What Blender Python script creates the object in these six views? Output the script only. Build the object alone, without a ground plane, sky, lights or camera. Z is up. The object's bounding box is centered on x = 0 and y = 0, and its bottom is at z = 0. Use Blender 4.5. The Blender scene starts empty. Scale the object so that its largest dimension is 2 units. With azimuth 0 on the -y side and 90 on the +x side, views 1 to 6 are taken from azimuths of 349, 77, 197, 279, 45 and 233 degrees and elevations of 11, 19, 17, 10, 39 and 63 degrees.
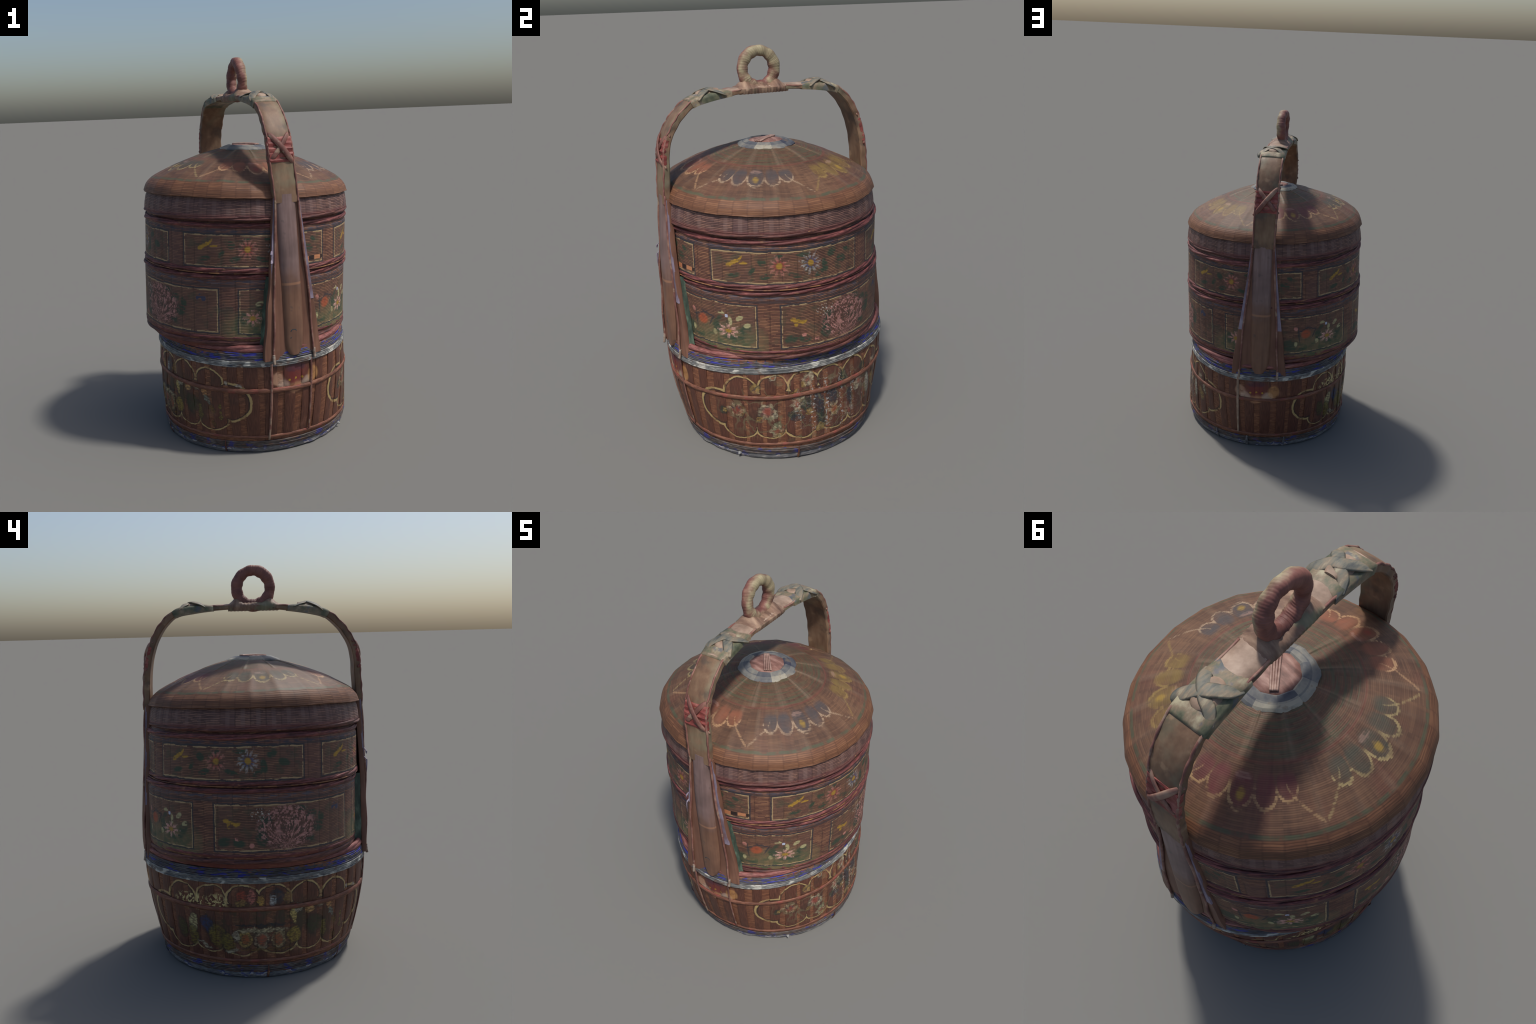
import bpy, math, random
import numpy as np
from mathutils import Vector, Matrix

rng = np.random.default_rng(11)
random.seed(11)
TAU = 2 * math.pi

# ------------------------------------------------------------------ colours
def C(r, g, b, k=1.0):
    """sRGB 0..255 -> linear rgba"""
    def f(c):
        c /= 255.0
        return c / 12.92 if c <= 0.04045 else ((c + 0.055) / 1.055) ** 2.4
    return (f(r) * k, f(g) * k, f(b) * k, 1.0)

# ------------------------------------------------------------------ node helper
class N:
    """wrapper for one float/vector/colour socket, with arithmetic"""
    def __init__(s, nb, sock): s.nb, s.s = nb, sock
    def __add__(s, o): return s.nb.m('ADD', s, o)
    def __radd__(s, o): return s.nb.m('ADD', o, s)
    def __sub__(s, o): return s.nb.m('SUBTRACT', s, o)
    def __rsub__(s, o): return s.nb.m('SUBTRACT', o, s)
    def __mul__(s, o): return s.nb.m('MULTIPLY', s, o)
    def __rmul__(s, o): return s.nb.m('MULTIPLY', o, s)
    def __truediv__(s, o): return s.nb.m('DIVIDE', s, o)
    def abs(s): return s.nb.m('ABSOLUTE', s)
    def floor(s): return s.nb.m('FLOOR', s)
    def frac(s): return s.nb.m('FRACT', s)
    def gt(s, o): return s.nb.m('GREATER_THAN', s, o)
    def lt(s, o): return s.nb.m('LESS_THAN', s, o)

class NB:
    def __init__(self, name):
        self.mat = bpy.data.materials.new(name)
        self.mat.use_nodes = True
        self.t = self.mat.node_tree
        self.t.nodes.clear()
        self._obj = None
    def n(self, typ): return self.t.nodes.new(typ)
    def put(self, inp, v):
        if isinstance(v, N): self.t.links.new(v.s, inp)
        else: inp.default_value = v
    def m(self, op, a, b=None, c=None, clamp=False):
        nd = self.n('ShaderNodeMath'); nd.operation = op; nd.use_clamp = clamp
        for i, v in enumerate((a, b, c)):
            if v is not None: self.put(nd.inputs[i], v)
        return N(self, nd.outputs[0])
    def min(self, a, b): return self.m('MINIMUM', a, b)
    def max(self, a, b): return self.m('MAXIMUM', a, b)
    def clamp(self, a): return self.m('ADD', a, 0.0, clamp=True)
    def step(self, x, lo, hi):
        nd = self.n('ShaderNodeMapRange'); nd.interpolation_type = 'SMOOTHSTEP'
        self.put(nd.inputs[0], x); nd.inputs[1].default_value = lo; nd.inputs[2].default_value = hi
        return N(self, nd.outputs[0])
    def obj(self):
        if self._obj is None:
            self._obj = N(self, self.n('ShaderNodeTexCoord').outputs['Object'])
        return self._obj
    def xyz(self, v):
        nd = self.n('ShaderNodeSeparateXYZ'); self.put(nd.inputs[0], v)
        return [N(self, o) for o in nd.outputs]
    def vec(self, x, y, z=0.0):
        nd = self.n('ShaderNodeCombineXYZ')
        for i, v in enumerate((x, y, z)): self.put(nd.inputs[i], v)
        return N(self, nd.outputs[0])
    def noise(self, v, scale, detail=3.0, rough=0.55, color=False):
        nd = self.n('ShaderNodeTexNoise')
        self.put(nd.inputs['Vector'], v)
        nd.inputs['Scale'].default_value = scale; nd.inputs['Detail'].default_value = detail
        nd.inputs['Roughness'].default_value = rough
        return N(self, nd.outputs[1 if color else 0])
    def white(self, v):
        nd = self.n('ShaderNodeTexWhiteNoise'); nd.noise_dimensions = '3D'
        self.put(nd.inputs[0], v)
        return N(self, nd.outputs[0])
    def map(self, v, loc=(0, 0, 0), rot=0.0, scale=(1, 1, 1), typ='POINT'):
        nd = self.n('ShaderNodeMapping'); nd.vector_type = typ
        self.put(nd.inputs[0], v)
        nd.inputs[1].default_value = loc; nd.inputs[2].default_value = (0, 0, rot); nd.inputs[3].default_value = scale
        return N(self, nd.outputs[0])
    def length(self, v):
        nd = self.n('ShaderNodeVectorMath'); nd.operation = 'LENGTH'
        self.put(nd.inputs[0], v)
        return N(self, nd.outputs['Value'])
    def ell(self, v, cx, cy, rx, ry, rot=0.0):
        """normalised radius of an ellipse in the v plane (1 on its edge)"""
        return self.length(self.map(v, (cx, cy, 0), rot, (rx, ry, 1), 'TEXTURE'))
    def inside(self, d, soft=0.25):
        return self.m('MULTIPLY_ADD', d, -1.0 / soft, 1.0 / soft + 0.5, clamp=True)
    def mix(self, f, a, b, blend='MIX'):
        nd = self.n('ShaderNodeMix'); nd.data_type = 'RGBA'; nd.blend_type = blend
        self.put(nd.inputs[0], f); self.put(nd.inputs[6], a); self.put(nd.inputs[7], b)
        return N(self, nd.outputs[2])
    def ramp(self, f, stops, const=False):
        nd = self.n('ShaderNodeValToRGB'); cr = nd.color_ramp
        if const: cr.interpolation = 'CONSTANT'
        while len(cr.elements) < len(stops): cr.elements.new(0.5)
        for e, (p, c) in zip(cr.elements, stops): e.position = p; e.color = c
        self.put(nd.inputs[0], f)
        return N(self, nd.outputs[0])
    def done(self, col, rough=0.62, bump=None, dist=0.002, strength=0.6, spec=0.35):
        p = self.n('ShaderNodeBsdfPrincipled')
        self.put(p.inputs['Base Color'], col); self.put(p.inputs['Roughness'], rough)
        p.inputs['Specular IOR Level'].default_value = spec
        if bump is not None:
            b = self.n('ShaderNodeBump'); b.inputs['Strength'].default_value = strength
            b.inputs['Distance'].default_value = dist
            self.put(b.inputs['Height'], bump)
            self.t.links.new(b.outputs[0], p.inputs['Normal'])
        o = self.n('ShaderNodeOutputMaterial')
        self.t.links.new(p.outputs[0], o.inputs[0])
        return self.mat
    # polar position about the object's z axis, degrees
    def polar(self):
        x, y, z = self.xyz(self.obj())
        return self.m('ARCTAN2', y, x) * (180 / math.pi), z, x, y

M_DEG = 0.0095          # metres of arc per degree on the trays
PITCH = 0.0078          # height of one woven row
COLS = 48               # upright stakes round a tray
COLDEG = 360.0 / COLS

# ------------------------------------------------------------------ palette (albedo)
WEAVE = [C(68, 45, 41), C(106, 71, 59), C(152, 110, 82), C(92, 66, 62)]
ORANGE = [C(118, 72, 50), C(150, 92, 60), C(166, 108, 72), C(112, 74, 58)]
TUB = [C(80, 48, 37), C(120, 76, 54), C(162, 112, 80), C(92, 58, 46)]
CREAM = C(176, 152, 112); DARK = C(48, 50, 56); GREEN = C(44, 66, 52); PALEGREEN = C(112, 116, 82)
YELLOW = C(166, 130, 46); PINK = C(182, 122, 110); RED = C(142, 58, 54); WHITE = C(186, 178, 166)
BLUE = C(52, 62, 110); VBLUE = C(44, 48, 150); ORNG = C(168, 80, 50)

def strand_cells(nb, th, z, pitch, coldeg):
    """row and column of the woven strand at th, z; rows ride up and down a little at the stakes"""
    col = (th / coldeg).floor()
    rad = th * (math.pi / 180)
    off = nb.m('SINE', th * (TAU / coldeg)) * 0.12 + nb.m('SINE', rad * 3.0 + 1.0) * 0.6 + nb.m('SINE', rad * 8.0 + 2.0) * 0.4
    q = z / pitch + off
    row = q.floor()
    return row, col, q.frac(), ((row + 0.5) - off) * pitch

def weave_base(nb, th, z, pal, pitch=PITCH, coldeg=COLDEG):
    row, col, fr, zq = strand_cells(nb, th, z, pitch, coldeg)
    rnd = nb.white(nb.vec(row, (th / (coldeg * 0.5) + nb.white(nb.vec(row, 2.0, 8.0)) * 5.0).floor(), 3.0))
    big = nb.noise(nb.obj(), 7.0, 4.0)
    streak = nb.noise(nb.vec(th * 0.12, z * 260.0, 0.0), 1.0, 2.0)
    ridge = 1.0 - (fr - 0.5).abs() * 2.0  # strand crowns get a highlight tinted lighter through the ramp
    f = rnd * 0.26 + big * 0.46 + streak * 0.54 + ridge * 0.16 - 0.24
    colr = nb.ramp(f, [(0.14, pal[0]), (0.44, pal[1]), (0.78, pal[2])])
    # some uprights are wrapped in a duskier splint
    cr = nb.white(nb.vec(col, 7.0, 1.0))
    # darker lines in the gaps between the strands
    edge = nb.step((fr - 0.5).abs(), 0.26, 0.48)
    colr = nb.mix(edge * (0.50 + 0.40 * cr), colr, C(36, 25, 26))
    colr = nb.mix(nb.step(cr, 0.62, 0.40) * nb.step(big, 0.35, 0.6) * 0.5, colr, pal[3])
    side = nb.step(((th / coldeg).frac() - 0.5).abs(), 0.42, 0.5) * nb.step(big, 0.35, 0.6)
    colr = nb.mix(side * 0.5, colr, C(50, 34, 33))
    return colr, rnd, zq, big

def wobble(nb, u, v, amp=0.006, sc=26.0):
    nz = nb.noise(nb.vec(u, v, 0.3), sc, 4.0, 0.65, color=True)
    a = nb.xyz(nz)
    return u + (a[0] - 0.5) * (2 * amp), v + (a[1] - 0.5) * (2 * amp)

def rect_border(nb, col, u, v, uc, vc, hu, hv, wear, cream=0.0055, dark=0.008):
    d = nb.max((u - uc).abs() - hu, (v - vc).abs() - hv)
    line = d.gt(-cream) * d.lt(0.0)
    col = nb.mix(nb.step(d, 0.0, -0.01) * (0.07 + 0.18 * nb.noise(nb.vec(u, v, 3.0), 9.0, 3.0)), col, C(94, 80, 62))
    col = nb.mix(d.gt(0.0) * d.lt(dark) * 0.8, col, DARK)
    return nb.mix(line * nb.step(wear, 0.05, 0.9) * 0.68, col, CREAM), d

def blob(nb, col, vec, wear, cx, cy, rx, ry, rot, c, k=0.85, soft=0.3):
    return nb.mix(nb.inside(nb.ell(vec, cx, cy, rx, ry, rot), soft) * wear * k, col, c)

def lobed(nb, col, vec, wear, cx, cy, rx, ry, rot, c):
    """brush dab with a dark contour"""
    e = nb.ell(vec, cx, cy, rx * 0.92, ry * 0.92, rot)
    col = nb.mix(nb.inside(e * 0.82, 0.2) * 0.5, col, C(46, 40, 38))
    return nb.mix(nb.inside(e, 0.3) * wear, col, c)

def flower(nb, col, vec, wear, cx, cy, R, inner, outer, heart, petals=9, sy=1.0):
    loc = nb.map(vec, (cx, cy, 0), 0.0, (R, R * sy, 1), 'TEXTURE')
    x, y, _ = nb.xyz(loc)
    r = nb.length(loc)
    a = nb.m('ARCTAN2', y, x)
    lob = nb.m('COSINE', a * float(petals)) * 0.16 + 0.84
    rag = nb.noise(nb.vec(a * 3.0, r * 2.0, cx), 2.0, 2.0)
    m = nb.inside(r / lob + (rag - 0.5) * 1.7, 0.6) * nb.step(nb.m('COSINE', a * float(petals)), -0.95, -0.1) * nb.step(r, 0.22, 0.40)
    pc = nb.mix(nb.step(r, 0.35, 0.85), inner, outer)
    col = nb.mix(m * wear * 0.70, col, pc)
    return nb.mix(nb.inside(r * 3.1, 0.5) * nb.step(wear, -0.5, 0.5) * 0.75, col, heart)

# ------------------------------------------------------------------ materials
def mat_tray_upper():
    nb = NB('painted_weave_upper_tray')
    th, z, x, y = nb.polar()
    col, rnd, zq, big = weave_base(nb, th, z, WEAVE)
    wear = nb.step(rnd * 0.5 + nb.noise(nb.obj(), 30.0, 3.0) * 0.8, 0.35, 0.62)
    phi = nb.m('FLOORED_MODULO', th + (44.5 + 5.0), 90.0) - 5.0
    u, v = wobble(nb, phi * M_DEG, zq * 0.6 + z * 0.4, 0.0045)
    vec = nb.vec(u, v)
    k = M_DEG
    # blue line under the top hoop
    b = nb.inside((z - 1.152).abs() / 0.008, 0.5)
    col = nb.mix(b * nb.step(nb.noise(nb.vec(th * 0.2, z * 90, 1.0), 1.0), 0.40, 0.62) * 0.75, col, C(52, 56, 68))
    col = nb.mix(nb.inside((z - 1.140).abs() / 0.005, 0.6) * 0.6, col, DARK)
    col, d = rect_border(nb, col, u, v, 40 * k, 1.056, 39.2 * k, 0.077, wear + 0.1)
    gw = nb.step(nb.noise(nb.vec(u, v, 11.0), 16.0, 3.0), 0.50, 0.66) * nb.step(d, 0.0, -0.012)
    col = nb.mix(gw * 0.42, col, C(58, 72, 56))
    for (a, zz, rx, ry, rot) in [(29, 1.015, .030, .014, .3), (43, 1.015, .034, .012, -.3), (27, 1.085, .018, .022, .6),
                                 (63, 1.100, .026, .018, .5), (69, 1.058, .030, .018, -.4), (59, 1.045, .016, .034, .2),
                                 (13, 1.018, .030, .012, .2), (47, 1.112, .030, .010, .0), (22, 1.040, .022, .010, .9),
                                 (56, 1.010, .028, .012, .5), (72, 1.100, .018, .012, -.6), (35, 1.110, .022, .008, .2)]:
        col = blob(nb, col, vec, wear, a * k, zz, rx, ry, rot, GREEN, 0.85, 0.4)
    for (a, zz, rx, ry, rot) in [(10.5, 1.068, .014, .011, .4), (13, 1.083, .026, .009, .5), (16, 1.098, .022, .006, .9), (18, 1.080, .020, .006, .1)]:
        col = blob(nb, col, vec, wear, a * k, zz, rx, ry, rot, YELLOW, 0.8)
    col = flower(nb, col, vec, wear, 35.5 * k, 1.064, 0.046, RED, PINK, YELLOW, 10)
    col = flower(nb, col, vec, wear, 51.3 * k, 1.067, 0.046, BLUE, C(168, 164, 160), YELLOW, 11)
    # a torn spot on one side shows pale bare splints
    t = nb.m('FLOORED_MODULO', th, 360.0)
    for (a, zz, hw, hh, c) in [(300.8, 1.004, 2.1, .0105, C(186, 126, 88)), (293.0, 1.000, 1.8, .012, C(178, 116, 80)), (296.6, 1.003, 1.7, .012, C(34, 26, 26)), (304.0, 1.004, .8, .010, C(40, 28, 28))]:
        mk = nb.m('LESS_THAN', nb.max((t - a).abs() / hw, (z - zz).abs() / hh), 1.0)
        col = nb.mix(mk * 0.9, col, c)
    return nb.done(col, 0.58)

def mat_tray_lower():
    nb = NB('painted_weave_lower_tray')
    th, z, x, y = nb.polar()
    col, rnd, zq, big = weave_base(nb, th, z, WEAVE)
    wear = nb.step(rnd * 0.5 + nb.noise(nb.obj(), 28.0, 3.0) * 0.8, 0.33, 0.62)
    phi = nb.m('FLOORED_MODULO', th + (10.0 + 6.0), 180.0) - 6.0
    u, v = wobble(nb, phi * M_DEG, zq * 0.6 + z * 0.4, 0.005)
    vec = nb.vec(u, v); k = M_DEG
    b = nb.inside((z - 0.902).abs() / 0.010, 0.5)
    col = nb.mix(b * nb.step(nb.noise(nb.vec(th * 0.2, z * 90, 1.0), 1.0), 0.42, 0.64) * 0.7, col, C(74, 78, 90))
    col = nb.mix(nb.inside((z - 0.884).abs() / 0.006, 0.6) * 0.6, col, DARK)
    # red lacquer below the pictures
    col = nb.mix(nb.step(z, 0.632, 0.618) * 0.55, col, C(112, 52, 46))
    # green ground wash of the two small gardens
    g = nb.step(nb.noise(nb.vec(u, v, 2.0), 22.0, 3.0), 0.42, 0.62)
    for (a0, hw) in [(86.5 + 64, 20), (86.5 + 10, 16)]:
        w = nb.inside(nb.ell(vec, a0 * k, 0.665, hw * k, 0.085), 0.8)
        col = nb.mix(w * 0.55, col, C(124, 116, 80))
        col = nb.mix(w * g * 0.8, col, C(66, 82, 58))
    col, d = rect_border(nb, col, u, v, 38.3 * k, 0.755, 37.6 * k, 0.109, wear)
    col, d = rect_border(nb, col, u, v, 127.6 * k, 0.755, 40.6 * k, 0.109, wear)
    gw = nb.step(nb.noise(nb.vec(u, v, 11.0), 14.0, 3.0), 0.50, 0.66)
    col = nb.mix(gw * nb.step(nb.max((v - .755).abs() / .1, 0.0), 1.0, 0.85) * 0.38, col, C(58, 72, 56))
    # large panel: yellow bird, lotus leaves, blossoming tree, butterfly
    for (a, zz, rx, ry, rot) in [(5.5, .688, .034, .022, .2), (12.5, .684, .032, .020, -.2), (24, .700, .028, .034, .5), (26, .785, .026, .030, -.3),
                                 (50, .800, .030, .026, .6), (54, .745, .030, .030, -.5), (49, .690, .024, .018, .2), (24, .74, .02, .03, .2), (44, .840, .03, .012, -.2), (56, .785, .018, .026, .3)]:
        col = blob(nb, col, vec, wear, a * k, zz, rx, ry, rot, GREEN, 0.85, 0.45)
    for (a, zz, rx, ry, rot) in [(6.5, .790, .014, .010, .0), (9, .778, .026, .009, -.2), (12, .772, .016, .008, .5), (8, .764, .010, .012, .0)]:
        col = blob(nb, col, vec, wear, a * k, zz, rx, ry, rot, YELLOW, 0.8)
    for (a, zz) in [(12, .703), (19, .672)]:
        col = blob(nb, col, vec, wear, a * k, zz, .012, .011, 0, PINK, 0.9)
    # the tree: a spray of feathery pink blossom on dark branches
    loc = nb.map(vec, (37 * k, 0.752, 0), 0.0, (0.140, 0.105, 1), 'TEXTURE')
    lx, ly, _ = nb.xyz(loc)
    rr = nb.length(loc)
    ang = nb.m('ARCTAN2', lx, ly + 0.75)
    spray = nb.noise(nb.vec(ang * 5.0, rr * 4.5, 0.7), 2.4, 3.0)
    m = nb.step(spray, 0.47, 0.57) * nb.inside(rr, 0.25)
    col = nb.mix(nb.inside(rr, 0.4) * 0.35, col, C(70, 46, 46))
    col = nb.mix(m * (0.45 + 0.45 * wear), col, nb.mix(nb.noise(vec, 60.0), C(142, 84, 78), C(196, 150, 140)))
    for (a, zz, rx, ry) in [(66, .826, .016, .010), (68, .815, .013, .013), (64.5, .818, .010, .008)]:
        col = blob(nb, col, vec, wear, a * k, zz, rx, ry, 0.4, C(56, 62, 84), 0.9)
    wd = nb.step(nb.noise(nb.vec(u, v, 5.0), 120.0, 1.0), 0.60, 0.66) * nb.inside(nb.ell(vec, 24 * k, .815, .05, .03), 0.5)
    col = nb.mix(wd * 0.8, col, WHITE)
    # garden panel: persimmon, branches, pink lotus, pale buds
    o = 86.5
    for (a, zz, rx, ry, rot) in [(40, .70, .05, .03, .3), (60, .74, .022, .034, .2), (76, .735, .022, .03, -.3), (45, .665, .06, .012, 0.), (12, .775, .025, .034, .4), (3, .72, .02, .035, .1), (70, .69, .06, .012, .1), (62, .785, .02, .012, .6)]:
        col = blob(nb, col, vec, wear, (o + a) * k, zz, rx, ry, rot, GREEN, 0.75, 0.5)
    for (a, zz, rx, ry, rot) in [(50, .785, .045, .004, .35), (55, .79, .04, .004, -.3), (47, .755, .004, .05, .1), (57, .76, .004, .034, -.5)]:
        col = blob(nb, col, vec, 1.0, (o + a) * k, zz, rx, ry, rot, DARK, 0.75, 0.6)
    col = blob(nb, col, vec, 0.35 + 0.5 * wear, (o + 51.5) * k, .757, .028, .025, .0, ORNG, 0.85, 0.5)
    col = blob(nb, col, vec, wear + 0.3, (o + 45) * k, .795, .012, .011, .0, PINK, 0.7)
    for (a, zz, rx, ry, rot) in [(73, .795, .020, .011, .5), (63, .812, .018, .008, .0), (77, .760, .018, .012, .4), (68, .775, .010, .024, .1), (45, .70, .010, .016, 0.), (11, .795, .022, .010, .2), (59, .705, .012, .014, .3)]:
        col = blob(nb, col, vec, wear, (o + a) * k, zz, rx, ry, rot, C(168, 160, 118), 0.85)
    col = blob(nb, col, vec, 1.0, (o + 66) * k, .800, .008, .009, .0, C(180, 186, 206), 0.9)
    col = flower(nb, col, vec, wear + 0.2, (o + 66.8) * k, .722, .050, PINK, C(216, 168, 156), YELLOW, 8, 0.62)
    col = flower(nb, col, vec, wear + 0.2, (o + 7.5) * k, .722, .042, PINK, C(206, 150, 140), YELLOW, 8, 0.8)
    return nb.done(col, 0.58)

def mat_cover():
    nb = NB('dusky_weave_cover')
    th, z, x, y = nb.polar()
    pal = [C(66, 47, 46), C(104, 76, 70), C(146, 110, 94), C(88, 66, 67)]
    col, rnd, zq, big = weave_base(nb, th, z, pal)
    st = nb.step(((th / COLDEG).frac() - 0.5).abs(), 0.18, 0.10)
    col = nb.mix(st * 0.5 * nb.step(big, 0.3, 0.6), col, C(122, 98, 92))
    col = nb.mix(nb.step(z, 1.240, 1.222) * 0.55, col, C(106, 56, 56))
    return nb.done(col, 0.6)

def mat_lid():
    nb = NB('painted_weave_lid')
    x, y, z = nb.xyz(nb.obj())
    th = nb.m('ARCTAN2', y, x) * (180 / math.pi)
    r = nb.length(nb.vec(x, y, 0.0))
    # concentric rows
    p = 0.0064
    q = r / p
    row = q.floor(); fr = q.frac()
    colm = (th / 7.5).floor()
    rnd = nb.white(nb.vec(row, colm, 5.0))
    big = nb.noise(nb.obj(), 6.0, 4.0)
    streak = nb.noise(nb.vec(th * 0.1, r * 240.0, 0.0), 1.0, 2.0)
    fan = nb.noise(nb.vec(th * 0.35, r * 5.0, 4.0), 1.0, 3.0)
    f = rnd * 0.20 + big * 0.60 + streak * 0.16 + fan * 0.50 - 0.23
    col = nb.ramp(f, [(0.16, C(58, 43, 34)), (0.45, C(88, 63, 48)), (0.8, C(115, 85, 63))])
    col = nb.mix(nb.step((fr - 0.5).abs(), 0.26, 0.5) * 0.26 * nb.step(nb.noise(nb.obj(), 4.0), 0.3, 0.6), col, C(52, 37, 35))
    col = nb.mix(nb.step(nb.noise(nb.vec(th * 0.05, r * 3.0, 6.0), 1.0, 4.0), 0.50, 0.68) * 0.22, col, C(112, 62, 54))
    # orange splint rim outside the last painted line, ochre here and there
    rim = nb.step(r, 0.503, 0.511)
    oz = (z / 0.0068).frac()
    fz = nb.white(nb.vec((z / 0.0068).floor(), (th / 7.5).floor(), 2.0)) * 0.20 + 0.07 + nb.noise(nb.vec(th * 0.15, z * 260.0, 1.0), 1.0, 2.0) * 0.35 + nb.noise(nb.obj(), 9.0, 4.0) * 0.55 - 0.12
    oc = nb.ramp(fz, [(0.20, C(76, 51, 37)), (0.5, C(108, 72, 51)), (0.80, C(140, 99, 70))])
    oc = nb.mix(nb.step((oz - 0.5).abs(), 0.28, 0.5) * 0.55, oc, C(62, 40, 32))
    oc = nb.mix(nb.step(((th / 7.5).frac() - 0.5).abs(), 0.40, 0.5) * 0.4, oc, C(76, 48, 36))
    col = nb.mix(rim, col, oc)
    # pale streaks along the radial ribs
    ribs = nb.m('COSINE', th * (math.pi / 15.0)) * 0.5 + 0.5
    inner = r.lt(0.29)
    ribs_o = nb.m('COSINE', (th + 7.5) * (math.pi / 7.5)) * 0.5 + 0.5
    rb = inner * nb.step(ribs, 0.72, 1.0) * 0.8 + (1.0 - inner) * nb.step(ribs_o, 0.80, 0.99) * 0.55 * nb.step(nb.noise(nb.obj(), 5.0), 0.40, 0.65)
    col = nb.mix(rb * (1.0 - rim) * 0.42, col, C(120, 102, 84))
    # greenish and reddish inner rows
    g = nb.step(nb.noise(nb.vec(th * 0.03, r * 95.0, 3.0), 1.0, 2.0), 0.42, 0.66) * inner
    col = nb.mix(g * 0.75, col, C(74, 76, 56))
    col = nb.mix(nb.inside((r - 0.291).abs() / 0.006, 0.8) * 0.4, col, C(112, 62, 52))
    wn = nb.noise(nb.obj(), 26.0, 3.0)
    wear = nb.step(rnd * 0.4 + wn * 0.9, 0.40, 0.66)
    col = nb.mix(nb.inside((r - 0.499).abs() / 0.006, 0.5) * nb.step(wn, 0.35, 0.55) * 0.6, col, C(66, 80, 60))
    # five scalloped cloud motifs, each in its own colour
    phi = nb.m('FLOORED_MODULO', th + (21.0 + 36.0), 72.0) - 36.0
    idx = (nb.m('FLOORED_MODULO', ((th + (21.0 + 36.0)) / 72.0).floor(), 5.0) + 0.5) / 5.0
    tint = nb.ramp(idx, [(0.0, C(62, 64, 68)), (0.2, C(122, 100, 52)), (0.4, C(100, 48, 52)), (0.6, C(60, 66, 56)), (0.8, C(136, 82, 60))], True)
    line = nb.ramp(idx, [(0.0, C(176, 152, 124)), (0.2, C(146, 122, 68)), (0.4, C(180, 148, 104)), (0.6, C(172, 154, 106)), (0.8, C(190, 152, 112))], True)
    u0, v0 = wobble(nb, phi * 0.0068, (row + 0.5) * p, 0.010, 16.0)
    vec = nb.vec(u0, v0)
    d = None
    for i, (a, rc, rx, ry) in enumerate([(-22, .358, .033, .048), (-11.5, .364, .035, .055), (0.5, .368, .037, .060), (12, .364, .035, .056), (22.5, .354, .033, .046)]):
        e = nb.ell(vec, a * 0.0068, rc, rx, ry)
        d = e if d is None else nb.min(d, e)
    fill = nb.inside(d, 0.2) * nb.step(v0, 0.305, 0.345)
    smear = nb.noise(nb.vec(u0, v0, 3.0), 14.0, 4.0)
    halo = nb.inside(d, 0.9) * nb.step(v0, 0.300, 0.340)
    col = nb.mix(halo * 0.30, col, tint)
    col = nb.mix(fill * nb.step(smear, 0.28, 0.66) * 0.66, col, tint)
    edge = nb.inside((d - 1.06).abs() / 0.11, 0.4) * nb.step(v0, 0.352, 0.375)
    brk = nb.step(nb.noise(nb.vec(u0, v0, 7.0), 11.0, 3.0), 0.38, 0.58)
    col = nb.mix(edge * wear * (0.35 + 0.65 * brk) * 0.55, col, line)
    heart = nb.ell(vec, 0.004, .390, .013, .018)
    hc = nb.mix(idx.gt(0.7), C(146, 118, 50), C(132, 62, 50))
    col = nb.mix(nb.inside(heart, 0.7) * (0.35 + 0.4 * wear), col, hc)
    col = blob(nb, col, vec, wear, 0.0, .338, .030, .012, 0.0, C(150, 118, 104), 0.45)
    # sweeping tails
    ap = u0.abs()
    tail = (v0 - (0.352 + 0.0)) - nb.m('POWER', nb.max((ap - 0.150) / 0.095, 0.0), 0.75) * 0.125
    tm = nb.inside(tail.abs() / 0.006, 0.8) * ap.gt(0.150) * ap.lt(0.240)
    col = nb.mix(tm * wear * 0.34, col, line)
    return nb.done(col, 0.6)

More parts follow.
